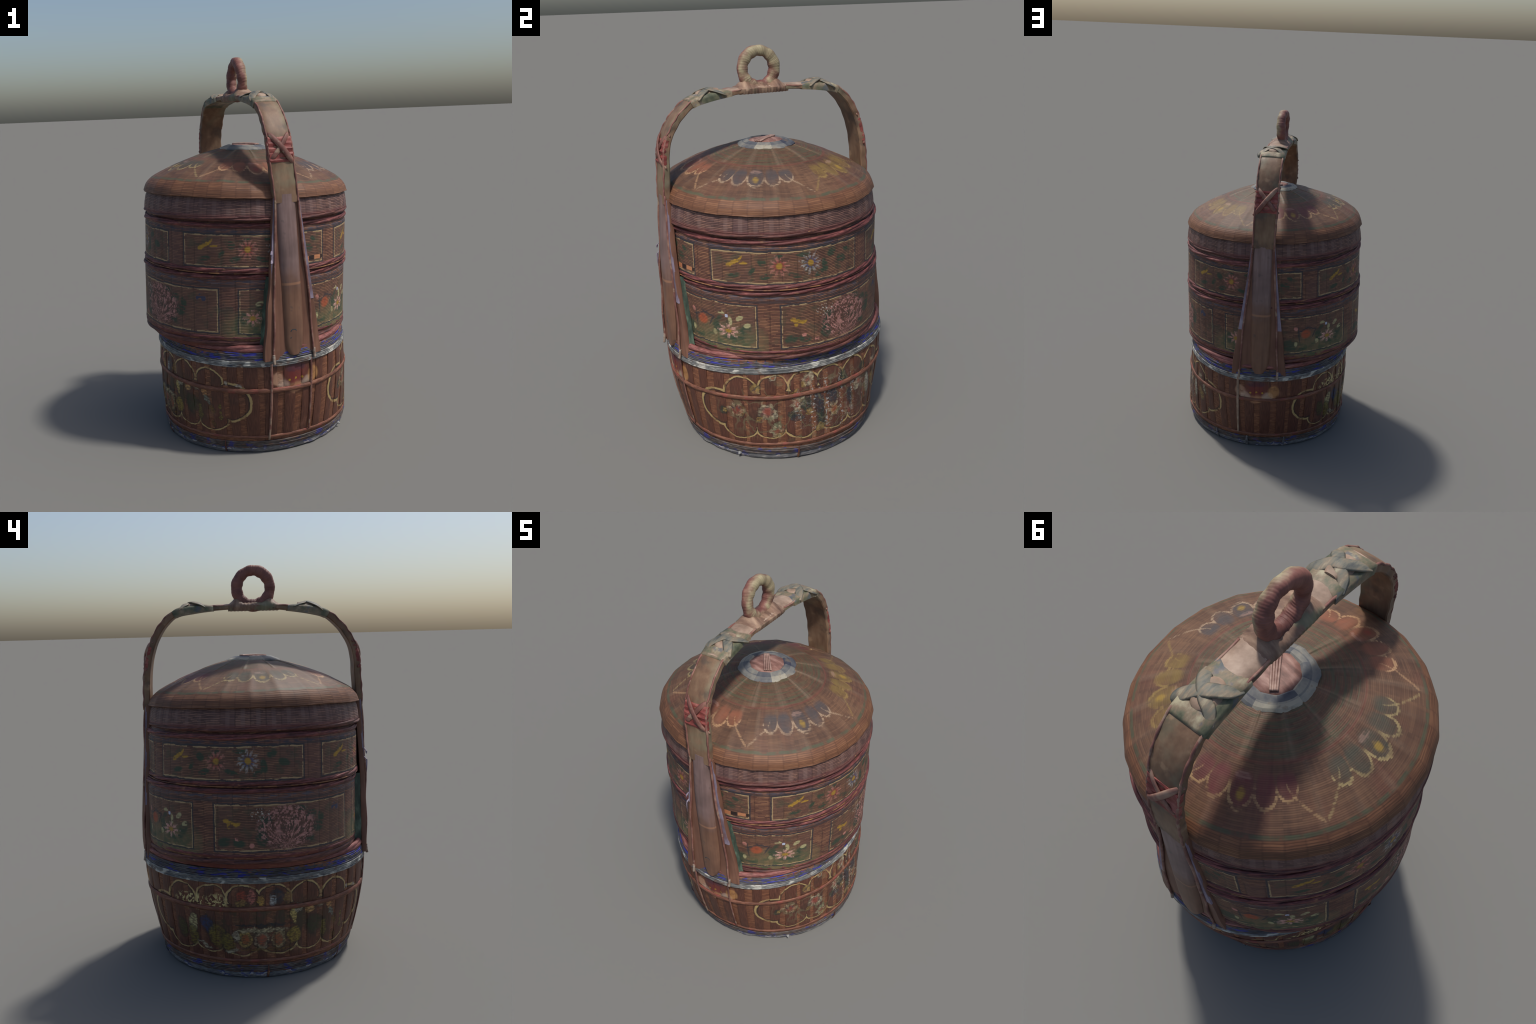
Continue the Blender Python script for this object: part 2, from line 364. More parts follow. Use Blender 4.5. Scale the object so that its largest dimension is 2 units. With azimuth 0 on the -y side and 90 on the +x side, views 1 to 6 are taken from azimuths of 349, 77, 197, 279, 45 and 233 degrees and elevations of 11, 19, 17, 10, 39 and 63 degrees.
def mat_tub(name, stave, face):
    nb = NB(name)
    th, z, x, y = nb.polar()
    if stave:
        g = nb.noise(nb.vec(th * 0.9, z * 6.0, 0.0), 3.0, 4.0)
        fine = nb.noise(nb.vec(th * 6.0, z * 12.0, 2.0), 2.0, 3.0)
        col = nb.ramp(g * 0.7 + fine * 0.3, [(0.28, C(60, 38, 32)), (0.5, C(88, 54, 43)), (0.72, C(116, 77, 60))])
        rnd = fine
        zq = z
    else:
        col, rnd, zq, big = weave_base(nb, th, z, TUB, 0.0066, 360.0 / 76)
    wear = nb.step(rnd * 0.45 + nb.noise(nb.obj(), 24.0, 3.0) * 0.8, 0.34, 0.60)
    k = M_DEG
    # two lobed cartouches in gold line, opposite each other
    phi = nb.m('FLOORED_MODULO', th - 11.0 + 90.0, 180.0) - 90.0
    u, v = wobble(nb, phi * k, z, 0.020, 7.0)
    vec = nb.vec(u, v)
    au = u.abs()
    mv = nb.vec(au, v)
    d = nb.max((au - 50 * k) / 0.07, (v - 0.29).abs() / 0.07 - 1.4) + 1.0
    for (a, zz, rx, ry) in [(56, .29, .105, .105), (44, .395, .085, .070), (26, .410, .080, .066), (8.5, .414, .088, .064), (45, .185, .09, .060), (28, .185, .08, .058), (10, .188, .1, .064)]:
        d = nb.min(d, nb.ell(mv, a * k, zz, rx, ry))
    ins = nb.inside(d, 0.1)
    dirt = nb.noise(nb.vec(u, v, 4.0), 9.0, 3.0)
    col = nb.mix(ins * nb.step(dirt, 0.45, 0.7) * (0.35 if stave else 0.25), col, C(52, 50, 44))
    col = nb.mix(nb.inside((d - 0.925).abs() / 0.05, 0.5) * 0.7, col, C(44, 36, 36))
    gold = C(178, 154, 104)
    col = nb.mix(nb.inside((d - 1.0).abs() / 0.058, 0.5) * (nb.step(wear, -0.1, 0.8) * 0.85 if stave else wear * 0.5), col, gold)
    # fan ornament under each handle foot
    psi = nb.m('FLOORED_MODULO', th - 101.5 + 90.0, 180.0) - 90.0
    fv = nb.vec(psi * k, v)
    for (a, zz, rx, ry, c) in [(-9.5, .412, .030, .034, C(190, 150, 122)), (-6.5, .378, .030, .030, C(196, 170, 150)), (0, .362, .036, .032, C(190, 140, 104)), (6.5, .378, .032, .030, C(200, 176, 156)), (10, .408, .032, .036, C(186, 138, 86)),
                               (0, .430, .068, .052, C(104, 50, 46)), (0, .425, .036, .040, C(116, 46, 46)), (0, .462, .05, .022, C(66, 44, 56))]:
        col = blob(nb, col, fv, wear * 0.5 + 0.5, a * k, zz, rx, ry, 0, c, 0.62, 0.35)
    for a in (-3.5, 0, 3.5):
        col = blob(nb, col, fv, 1.0, a * k, .405, .006, .006, 0, YELLOW, 0.9)
    # (each half of the tub has a material of its own)
    W2 = C(168, 158, 132); GD = C(148, 120, 68); DG = C(44, 58, 48); NV = C(46, 52, 60)
    brush = nb.step(nb.noise(nb.vec(phi * k * 0.7, z * 1.6, 6.0), 75.0, 3.0), 0.40, 0.62)
    wear = (0.15 + 0.85 * wear) * (0.25 + 0.65 * brush)
    if face == 0:
        # scene on one face: birds, blossoms, scaly rock
        t0 = nb.m('FLOORED_MODULO', th + 180.0, 360.0) - 180.0
        u1, v1 = wobble(nb, t0 * k, zq, 0.022, 32.0)
        vec = nb.vec(u1, v1)
        sc = [(-25, .408, .030, .026, .0, GD), (-25, .408, .026, .006, .5, NV), (-15.5, .462, .022, .016, .3, W2), (-15.5, .462, .012, .009, .3, C(140, 84, 56)),
              (-43, .272, .026, .026, .2, DG), (-42, .276, .014, .014, .0, GD), (-35, .284, .040, .036, .2, GD), (-35, .284, .032, .028, .3, C(106, 40, 38)), (-36, .292, .022, .018, .2, NV), (-33, .278, .010, .010, 0, C(160, 80, 50)),
              (-19, .277, .050, .042, .0, W2), (-19, .274, .040, .032, .2, C(96, 44, 42)), (-19, .280, .026, .022, .1, C(160, 110, 100)), (-15, .255, .022, .014, .5, W2), (-24, .235, .03, .010, .7, GD), (-14, .185, .022, .040, -.4, C(124, 128, 98)), (-13, .150, .034, .010, .3, GD),
              (-2, .30, .030, .026, .2, W2), (-4, .26, .034, .020, .2, DG), (-2, .235, .040, .018, .0, NV), (4, .30, .036, .040, .2, DG), (5, .255, .024, .018, .0, GD), (4.5, .43, .024, .030, .0, W2), (7, .445, .020, .022, .4, W2), (2.5, .410, .018, .018, .3, GD),
              (-4, .37, .036, .010, .5, GD), (0, .345, .030, .012, .1, W2), (11.5, .29, .030, .07, .1, NV), (13, .20, .030, .055, .0, DG), (20, .32, .036, .05, .1, NV), (21, .23, .024, .034, .2, GD), (12, .160, .028, .024, .2, GD), (28, .38, .030, .05, -.2, DG),
              (33, .27, .024, .05, .2, NV), (40, .32, .022, .045, -.3, W2), (45, .40, .028, .02, .0, DG), (50, .28, .02, .06, .1, C(160, 156, 138)), (57, .37, .022, .034, .0, W2), (58, .27, .026, .05, .2, GD), (62, .32, .012, .05, .2, W2)]
        for (a, zz, rx, ry, rot, c) in sc:
            col = lobed(nb, col, vec, wear, a * k, zz, rx, ry, rot, c)
        for (a, zz, R) in [(-18.5, .280, .046), (-36, .286, .040), (-2, .305, .034), (5, .432, .034), (21, .235, .038), (41, .325, .036), (57, .372, .034), (-14, .170, .034), (32, .190, .030)]:
            col = flower(nb, col, vec, nb.clamp(wear + 0.15), a * k, zz, R, C(140, 84, 70), C(178, 166, 134), C(128, 62, 48), 6)
        stems = nb.inside((nb.noise(nb.vec(u1, v1, 12.0), 9.0, 1.0) - 0.5).abs() / 0.018, 0.6) * nb.inside(nb.ell(vec, 8 * k, .28, .50, .17), 0.3)
        col = nb.mix(stems * 0.45, col, C(108, 104, 78))
        spots = nb.step(nb.noise(nb.vec(u1 * 0.5, v1 * 1.6, 8.0), 95.0, 1.0), 0.56, 0.64) * nb.inside(nb.ell(vec, 22 * k, .27, .24, .15), 0.5)
        col = nb.mix(spots * (0.15 if stave else 0.75), col, C(176, 174, 168))
    else:
        # scene on the other face: fruit, vases, chests
        t1 = nb.m('FLOORED_MODULO', th, 360.0)
        u2, v2 = wobble(nb, t1 * k, zq, 0.022, 32.0)
        vec = nb.vec(u2, v2)
        dg = nb.inside(nb.ell(vec, 196 * k, .27, .34, .13), 0.6) * nb.step(nb.noise(nb.vec(u2, v2, 1.0), 14.0, 3.0), 0.40, 0.6)
        col = nb.mix(dg * 0.6, col, C(54, 58, 42))
        gr = nb.step(nb.noise(nb.vec(u2, v2, 9.0), 60.0, 1.0), 0.50, 0.56) * nb.max(nb.inside(nb.ell(vec, 153 * k, .385, .085, .04), 0.4), nb.inside(nb.ell(vec, 168 * k, .39, .055, .036), 0.4))
        col = nb.mix(gr * 0.9, col, C(196, 180, 124))
        OL = C(116, 102, 46)
        sc = [(182, .42, .032, .036, .2, C(150, 70, 52)), (187, .42, .020, .040, .0, C(182, 110, 96)), (192, .40, .020, .030, .2, C(180, 140, 70)), (181, .385, .03, .020, .3, GD), (201, .418, .034, .038, .3, NV), (198, .395, .02, .03, .0, C(170, 172, 168)), (207, .41, .028, .030, .0, C(132, 108, 56)),
              (212, .350, .032, .022, .2, W2), (210, .318, .018, .045, .2, C(186, 164, 96)), (219, .335, .030, .024, .4, C(188, 146, 90)), (226, .345, .026, .020, .0, W2), (232, .33, .018, .030, .3, C(180, 130, 80)),
              (153.5, .265, .026, .055, -.15, C(186, 176, 126)), (162, .270, .038, .045, .3, C(54, 64, 96)), (168, .215, .045, .065, .25, OL), (153, .20, .034, .05, .0, OL), (174, .185, .036, .05, .2, OL), (146, .23, .03, .05, .2, C(80, 78, 44)),
              (183, .205, .040, .046, .0, C(180, 150, 84)), (183, .203, .024, .028, .0, C(142, 74, 46)), (192, .200, .040, .044, .0, C(186, 164, 130)), (192, .200, .028, .032, .0, C(146, 66, 44)), (201, .200, .038, .044, .0, C(180, 158, 112)), (201, .200, .026, .032, .0, C(140, 76, 48)), (210, .215, .040, .045, .0, C(146, 124, 56)),
              (192, .250, .14, .012, .0, C(172, 158, 122)), (192, .275, .16, .008, .0, C(40, 46, 50)), (192, .150, .20, .006, .0, C(112, 84, 44)), (178, .22, .020, .03, .4, W2), (160, .160, .05, .010, -.4, W2), (176, .140, .04, .008, .1, W2),
              (222, .25, .05, .05, .3, C(58, 62, 40)), (228, .22, .02, .05, .0, C(112, 100, 50)), (236, .24, .018, .03, .2, C(110, 86, 46)), (236, .16, .012, .018, .0, C(110, 84, 40)), (241, .20, .010, .014, .0, OL), (241, .23, .010, .014, .0, OL), (241, .26, .010, .014, .0, OL), (233, .29, .012, .03, .5, C(118, 124, 110)), (245, .395, .012, .010, .3, WHITE), (252, .385, .016, .006, .0, WHITE)]
        for (a, zz, rx, ry, rot, c) in sc:
            col = lobed(nb, col, vec, wear, a * k, zz, rx, ry, rot, c)
    # scuffs
    col = nb.mix(nb.step(nb.noise(nb.obj(), 11.0, 5.0), 0.58, 0.78) * 0.35, col, C(150, 104, 84))
    if stave:
        return nb.done(col, 0.5, g, 0.002, 0.4)
    return nb.done(col, 0.6)

def mat_fibre(name, stops, along='th', scale=(0.25, 160.0), rough=0.6, spots=None, accents=None):
    """lacquered cane running round the basket"""
    nb = NB(name)
    th, z, x, y = nb.polar()
    r = nb.length(nb.vec(x, y, 0.0))
    f = nb.noise(nb.vec(th * scale[0], z * scale[1], r * scale[1]), 1.0, 3.0)
    big = nb.noise(nb.obj(), 9.0, 3.0)
    col = nb.ramp(f * 0.65 + big * 0.35, stops)
    if spots:
        for c, sc, lo, hi, k in spots:
            mk = nb.step(nb.noise(nb.vec(th * 0.16, z * sc, r * 4), 1.0, 2.0), lo, hi)
            col = nb.mix(mk * k, col, c)
    return nb.done(col, rough, f, 0.0015, 0.5)

def mat_wood(name, c0, c1, c2, axis=2, grain=9.0, stretch=0.08, patch=None, rough=0.55, bump=0.4):
    """grained wood; axis is the grain direction in object space"""
    nb = NB(name)
    s = [1.0, 1.0, 1.0]; s[axis] = stretch
    v = nb.map(nb.obj(), (0, 0, 0), 0.0, tuple(s))
    f = nb.noise(v, grain * 5, 5.0, 0.6)
    b = nb.noise(nb.obj(), 6.0, 3.0)
    col = nb.ramp(f * 0.55 + b * 0.45, [(0.28, c0), (0.5, c1), (0.72, c2)])
    if patch:
        for c, sc, lo, hi, k in patch:
            col = nb.mix(nb.step(nb.noise(nb.obj(), sc, 4.0), lo, hi) * k, col, c)
    return nb.done(col, rough, f, 0.0015, bump)

def mat_tongue():
    nb = NB('bamboo_tongue')
    x, y, z = nb.xyz(nb.obj())
    f = nb.noise(nb.map(nb.obj(), (0, 0, 0), 0.0, (1, 1, 0.06)), 60.0, 4.0)
    b = nb.noise(nb.obj(), 7.0, 4.0)
    brown = nb.ramp(f * 0.5 + b * 0.5, [(0.3, C(92, 66, 54)), (0.5, C(112, 82, 66)), (0.72, C(132, 98, 78))])
    grey = nb.ramp(f * 0.5 + b * 0.5, [(0.3, C(98, 80, 76)), (0.5, C(120, 98, 94)), (0.72, C(142, 120, 116))])  # upper tongue coloured lilac-grey for the reflected sheen there
    edge = nb.noise(nb.obj(), 12.0, 2.0)
    col = nb.mix(nb.step(z + (edge - 0.5) * 0.22, 0.84, 1.02), brown, grey)
    col = nb.mix(nb.inside((z - 0.893).abs() / 0.006, 0.6) * 0.6, col, C(158, 116, 88))
    col = nb.mix(nb.step(nb.noise(nb.obj(), 24.0, 3.0), 0.62, 0.74) * 0.4, col, C(60, 62, 64))
    return nb.done(col, 0.5, f, 0.0012, 0.4)

def mat_cane_ring():
    nb = NB('wound_cane_ring')
    x, y, z = nb.xyz(nb.obj())
    a = nb.m('ARCTAN2', z - 1.885, y) * (180 / math.pi)
    w = nb.m('SINE', a * 1.05 + x * 160.0 + nb.noise(nb.obj(), 30.0, 3.0) * 7.0)
    rnd = nb.noise(nb.obj(), 18.0, 3.0)
    # red lacquer that has worn to pale cane on the weathered side
    worn = nb.step(x * 15.0 + (z - 1.88) * 1.6 + (rnd - 0.5) * 1.1, -0.22, 0.30)
    red = nb.ramp(rnd, [(0.3, C(96, 58, 53)), (0.7, C(138, 92, 82))])
    pale = nb.ramp(rnd, [(0.3, C(126, 112, 88)), (0.7, C(158, 148, 118))])
    col = nb.mix(worn, red, pale)
    col = nb.mix(nb.step(w, -0.3, -1.0) * 0.16, col, C(76, 52, 48))
    return nb.done(col, 0.6, w, 0.0008, 0.25)

def mat_simple(name, stops, scale=14.0, rough=0.6, vecscale=(1, 1, 1), spots=None):
    nb = NB(name)
    v = nb.map(nb.obj(), (0, 0, 0), 0.0, vecscale)
    f = nb.noise(v, scale, 4.0, 0.6)
    col = nb.ramp(f, stops)
    if spots:
        for c, sc, lo, hi, k in spots:
            col = nb.mix(nb.step(nb.noise(nb.obj(), sc, 3.0), lo, hi) * k, col, c)
    return nb.done(col, rough, f, 0.002, 0.35)

# ------------------------------------------------------------------ geometry helpers
ROOT = bpy.data.objects.new('wedding_basket', None)
ROOT.empty_display_size = 0.2
bpy.context.scene.collection.objects.link(ROOT)
ROOT['label'] = 'tall round tiered wicker basket, painted flowers, arched carrying handle'
ROOT['category'] = 'wicker basket'

TILT = 0.035                      # the upper trays lean a little
PIV = Vector((0, 0, 0.93))
def upper_matrix(dy=0.0):
    R = Matrix.Rotation(TILT, 4, 'Y')
    return Matrix.Translation(PIV + Vector((0, dy, 0))) @ R @ Matrix.Translation(-PIV)
TUB_M = Matrix.Translation((0.018, 0.005, 0.0))
TUB_A = math.radians(9)         # the tub is squeezed oval, its long axis under the handle
HANDLE_A = math.radians(10.3)
HANDLE_M = Matrix.Rotation(HANDLE_A, 4, 'Z')

def add(name, verts, faces, mat, parent, matrix=Matrix.Identity(4), smooth=True, kind=None):
    me = bpy.data.meshes.new(name)
    verts = np.asarray(verts, dtype=np.float32).reshape(-1, 3)
    me.vertices.add(len(verts)); me.vertices.foreach_set('co', verts.ravel())
    if True:
        if isinstance(faces, np.ndarray): faces = [faces]
        if isinstance(faces[0], np.ndarray):
            fl = np.concatenate([f.ravel() for f in faces]).astype(np.int32)
            tot = np.concatenate([np.full(len(f), f.shape[1]) for f in faces]).astype(np.int32)
        else:
            fl = np.array([i for q in faces for i in q], dtype=np.int32)
            tot = np.array([len(q) for q in faces], dtype=np.int32)
        me.loops.add(len(fl)); me.loops.foreach_set('vertex_index', fl)
        me.polygons.add(len(tot)); me.polygons.foreach_set('loop_start', np.concatenate([[0], np.cumsum(tot)[:-1]]).astype(np.int32))
        me.polygons.foreach_set('loop_total', tot)
    me.update(calc_edges=True)
    me.polygons.foreach_set('use_smooth', np.full(len(me.polygons), smooth))
    me.materials.append(mat)
    ob = bpy.data.objects.new(name, me)
    bpy.context.scene.collection.objects.link(ob)
    ob.parent = parent
    pm = parent.matrix_world if parent else Matrix.Identity(4)
    ob.matrix_parent_inverse = Matrix.Identity(4)
    ob.matrix_local = pm.inverted() @ matrix
    MW[ob.name] = matrix
    if kind: ob['kind'] = kind
    return ob
MW = {}

def group(name, parent, matrix):
    """empty holding the parts of one unit"""
    ob = bpy.data.objects.new(name, None); ob.empty_display_size = 0.1
    bpy.context.scene.collection.objects.link(ob)
    ob.parent = parent; ob.matrix_local = matrix
    return ob

def add_local(name, verts, faces, mat, parent, smooth=True, kind=None, sharp=None):
    """child that keeps its parent's origin"""
    ob = add(name, verts, faces, mat, None, Matrix.Identity(4), smooth, kind)
    ob.parent = parent
    ob.matrix_local = Matrix.Identity(4)
    if sharp is not None:
        me = ob.data
        me.set_sharp_from_angle(angle=math.radians(sharp))
    return ob

def grid_faces(nr, nc, wrap=True):
    """nr rows of nc vertices each; wrap closes each row"""
    i = np.arange(nr - 1)[:, None]; j = np.arange(nc if wrap else nc - 1)[None, :]
    a = i * nc + j; b = i * nc + (j + 1) % nc
    return np.stack([a, b, b + nc, a + nc], -1).reshape(-1, 4)

def catmull(pts, n):
    """smooth resample of control rows (any columns)"""
    P = np.asarray(pts, float)
    Q = np.vstack([2 * P[0] - P[1], P, 2 * P[-1] - P[-2]])
    t = np.linspace(0, len(P) - 1 - 1e-9, n)
    i = t.astype(int); f = (t - i)[:, None]
    a, b, c, d = Q[i], Q[i + 1], Q[i + 2], Q[i + 3]
    return 0.5 * ((2 * b) + (c - a) * f + (2 * a - 5 * b + 4 * c - d) * f ** 2 + (3 * b - a - 3 * c + d) * f ** 3)

def lump(th, z, seed, amp):
    """smooth low-order irregularity of hand work"""
    g = np.random.default_rng(seed); o = np.zeros_like(th * 1.0)
    for _ in range(9):
        n = g.integers(2, 17); kz = g.uniform(-14, 14)
        o = o + g.uniform(0.3, 1) / (1 + n * 0.15) * np.sin(n * th + kz * z + g.uniform(0, TAU))
    return amp * o * 0.5

def weave(th, z, pitch=PITCH, cols=COLS, amp=0.0019):
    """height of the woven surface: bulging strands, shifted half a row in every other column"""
    c = th / TAU * cols
    ci = np.floor(c); f = c - ci
    q = z / pitch + 0.12 * np.sin(c * TAU) + 0.6 * np.sin(3 * th + 1.0) + 0.4 * np.sin(8 * th + 2.0); q = q - np.floor(q)
    row = np.sqrt(np.clip(1 - (2 * q - 1) ** 2, 0, 1))
    colp = 1 - np.abs(2 * f - 1) ** 5
    tone = 0.5 + 0.5 * np.sin(ci * 12.9898 + 4.1) ** 2
    return amp * tone * row * (0.35 + 0.65 * colp) + 0.0010 * colp

def wall(name, prof, mat, parent, nth=COLS * 9, dz=0.0014, seed=1, amp=0.0019, lumpamp=0.003, rfun=None, pitch=PITCH, cols=COLS, z0=None, z1=None):
    """woven round wall through (r, z) profile points; capped inside top and bottom"""
    prof = np.asarray(prof, float)
    zz = np.arange(prof[0, 1], prof[-1, 1] + dz / 2, dz)
    rr = np.interp(zz, prof[:, 1], prof[:, 0])
    th = np.arange(nth) / nth * TAU
    T, Z = np.meshgrid(th, zz)
    Tn = np.mod(T, TAU)
    R = (rr[:, None] if rfun is None else rfun(Tn, Z)) + lump(T, Z, seed, lumpamp)
    Zs = Z + 0.0
    msk = np.ones_like(Z)
    if z0 is not None: msk = ((Z > z0) & (Z < z1)).astype(float)
    # angle as the shader measures it (-180..180)
    Ts = np.where(Tn > math.pi, Tn - TAU, Tn)
    R = R + weave(Ts, Z, pitch, cols, amp) * msk
    V = np.stack([R * np.cos(T), R * np.sin(T), Zs], -1).reshape(-1, 3)
    F = grid_faces(len(zz), nth)
    nb_, ne = len(V), len(zz)
    V = np.vstack([V, [[0, 0, zz[0]]], [[0, 0, zz[-1]]]])
    j = np.arange(nth); jn = (j + 1) % nth
    capb = np.stack([jn, j, np.full(nth, nb_)], -1)
    last = (ne - 1) * nth
    capt = np.stack([last + j, last + jn, np.full(nth, nb_ + 1)], -1)
    return add_local(name, V, [F, capb, capt], mat, parent)

def ring_strand(R, Zc, tube, nth=288, ns=8, seed=0, wob=0.002, flat=1.0, phase=0.0, turns=0, orbit=0.0, rfun=None, chew=0.0):
    """one closed cane strand round the basket; several with phase shifts make a twisted hoop"""
    th = np.arange(nth) / nth * TAU
    g = np.random.default_rng(seed)
    a = phase + turns * th
    rr = (R if rfun is None else rfun(th, Zc) + R) + orbit * np.cos(a) + lump(th, th * 0, seed + 1, wob)
    zz = Zc + orbit * np.sin(a) + lump(th, th * 0, seed + 2, wob)
    tb = tube * (1 + lump(th, th * 0, seed + 3, 0.16) + chew * np.sin(th * 61 + seed) * 0.5)
    s = np.arange(ns) / ns * TAU
    rad = rr[:, None] + tb[:, None] * np.cos(s)[None] * flat
    zed = zz[:, None] + tb[:, None] * np.sin(s)[None]
    V = np.stack([rad * np.cos(th)[:, None], rad * np.sin(th)[:, None], zed], -1).reshape(-1, 3)
    i = np.arange(nth)[:, None]; j = np.arange(ns)[None]
    F = np.stack([i * ns + j, ((i + 1) % nth) * ns + j, ((i + 1) % nth) * ns + (j + 1) % ns, i * ns + (j + 1) % ns], -1).reshape(-1, 4)
    return V, F

def join(parts):
    Vs, Fs, o = [], [], 0
    for V, F in parts:
        V = np.asarray(V).reshape(-1, 3)
        Vs.append(V)
        Fs += [tuple(int(i) + o for i in q) for q in F]
        o += len(V)
    return np.vstack(Vs), Fs

def loft(rings, closed_ring=True, caps=True):
    """skin through equal-count 3D rings"""
    A = np.asarray(rings, float); n, m, _ = A.shape
    V = A.reshape(-1, 3)
    F = [tuple(q) for q in grid_faces(n, m, closed_ring)]
    if caps:
        F.append(tuple(range(m - 1, -1, -1))); F.append(tuple((n - 1) * m + i for i in range(m)))
    return V, F

def tube(path, rad, ns=8, flat=None, up=None, n=None):
    """round or flattened tube along a smooth 3D path"""
    P = catmull(path, n or (len(path) * 6))
    if np.ndim(rad): rad = np.interp(np.linspace(0, 1, len(P)), np.linspace(0, 1, len(rad)), rad)
    else: rad = np.full(len(P), rad)
    T = np.gradient(P, axis=0); T /= np.linalg.norm(T, axis=1)[:, None] + 1e-12
    rings = []
    ref = np.array(up if up is not None else (0, 0, 1.0))
    for p, t, r in zip(P, T, rad):
        rf = ref if abs(t @ ref) < 0.95 else np.array((1.0, 0.2, 0.1))
        a = np.cross(rf, t); a /= np.linalg.norm(a); b = np.cross(t, a)
        s = np.arange(ns) / ns * TAU
        k = flat if flat else 1.0
        rings.append(p + r * (np.cos(s)[:, None] * a + np.sin(s)[:, None] * b * k))
    return loft(rings)

# ------------------------------------------------------------------ build materials
M_U = mat_tray_upper(); M_L = mat_tray_lower(); M_CO = mat_cover(); M_LID = mat_lid()
M_TUB = [mat_tub('painted_weave_tub_birds', False, 0), mat_tub('painted_weave_tub_fruit', False, 1)]
M_STAVE = [mat_tub('painted_lacquer_stave_birds', True, 0), mat_tub('painted_lacquer_stave_fruit', True, 1)]
def tub_face(th):
    """which painted half an angle (radians) belongs to"""
    d = (np.degrees(th) - 11.0 + 180.0) % 360.0 - 180.0
    return (np.abs(d) > 90).astype(np.int32)
M_RED = mat_fibre('red_lacquer_cane', [(0.30, C(50, 32, 34)), (0.5, C(98, 54, 53)), (0.70, C(146, 86, 80))],
                  spots=[(C(150, 112, 78), 40.0, 0.66, 0.74, 0.6), (C(46, 34, 38), 120.0, 0.60, 0.72, 0.6)])
M_RED2 = mat_fibre('dark_red_splint', [(0.30, C(48, 32, 33)), (0.5, C(88, 54, 50)), (0.70, C(128, 82, 70))],
                   spots=[(C(164, 124, 80), 60.0, 0.66, 0.74, 0.6)])
M_PINK = mat_fibre('faded_red_rim_cane', [(0.30, C(84, 48, 48)), (0.5, C(126, 76, 72)), (0.70, C(158, 110, 100))],
                   spots=[(C(90, 60, 50), 30.0, 0.62, 0.74, 0.7)])
M_TAN = mat_fibre('tan_splint', [(0.30, C(84, 54, 42)), (0.5, C(128, 88, 60)), (0.72, C(168, 126, 86))],
                  spots=[(C(80, 48, 44), 10.0, 0.46, 0.54, 0.9)])
M_BLUE = mat_fibre('blue_painted_cane', [(0.30, C(42, 40, 43)), (0.5, C(70, 68, 72)), (0.72, C(110, 108, 108))],
                   spots=[(VBLUE, 90.0, 0.54, 0.62, 0.8), (C(88, 64, 54), 60.0, 0.60, 0.72, 0.6)])
M_PALE = mat_fibre('pale_blue_grey_cane', [(0.30, C(66, 68, 72)), (0.5, C(108, 108, 106)), (0.70, C(174, 172, 164))],
                   spots=[(C(92, 70, 58), 22.0, 0.56, 0.66, 0.7), (C(58, 64, 78), 70.0, 0.60, 0.70, 0.7), (C(192, 190, 180), 30.0, 0.56, 0.64, 0.75)])
M_FOOT = mat_fibre('chipped_grey_foot', [(0.30, C(62, 62, 68)), (0.5, C(98, 97, 98)), (0.72, C(156, 153, 148))],
                   spots=[(C(50, 52, 110), 26.0, 0.54, 0.62, 0.75), (C(178, 176, 172), 34.0, 0.58, 0.66, 0.8), (C(112, 84, 66), 40.0, 0.60, 0.70, 0.7)])
M_FOOTB = mat_fibre('worn_blue_foot_cane', [(0.30, C(44, 40, 40)), (0.5, C(76, 66, 62)), (0.72, C(122, 114, 106))],
                    spots=[(C(48, 50, 120), 24.0, 0.54, 0.64, 0.75), (C(110, 76, 60), 50.0, 0.56, 0.68, 0.6)])
M_HOOP = mat_fibre('worn_splint_hoop', [(0.30, C(74, 48, 39)), (0.5, C(108, 69, 54)), (0.72, C(146, 102, 80))],
                   spots=[(C(132, 64, 58), 20.0, 0.55, 0.66, 0.6)])
M_DARK = mat_simple('dark_hollow', [(0.3, C(34, 28, 30)), (0.7, C(54, 44, 44))])

# ------------------------------------------------------------------ tub (lowest tier)
tub = group('tub', ROOT, TUB_M)
ZB = [0, .045, .10, .18, .27, .35, .45, .52, .60]
BA = [.488, .504, .508, .510, .509, .507, .503, .498, .494]
BB = [.488, .509, .523, .541, .559, .572, .581, .583, .578]
def r_tub(th, z):
    a = np.interp(z, ZB, BA); b = np.interp(z, ZB, BB)
    t = th - TUB_A
    r = 1.0 / np.sqrt((np.cos(t) / a) ** 2 + (np.sin(t) / b) ** 2)
    up = np.clip((z - .12) / .36, 0, 1)
    wrap = lambda d: np.mod(d + math.pi, TAU) - math.pi
    foot = .007 * np.exp(-(wrap(th - math.radians(86)) / .24) ** 2) + .003 * np.exp(-(wrap(th - math.radians(-99)) / .22) ** 2)
    return r - .010 * up * np.cos(th) + .001 * up * np.sin(th) + foot * np.clip((z - .08) / .12, 0, 1)

tw = wall('tub_wall', [(0.5, 0.004), (0.52, 0.556)], M_TUB[0], tub, nth=152 * 4, dz=0.0013, seed=3, amp=0.0017, rfun=lambda t, z: r_tub(t, z) - 0.0025, pitch=0.0066, cols=76, lumpamp=0.003)

tw.data.materials.append(M_TUB[1])
nq = len(tw.data.polygons)
cen = np.empty(nq * 3, dtype=np.float32); tw.data.polygons.foreach_get('center', cen); cen = cen.reshape(-1, 3)
tw.data.polygons.foreach_set('material_index', tub_face(np.arctan2(cen[:, 1], cen[:, 0])))

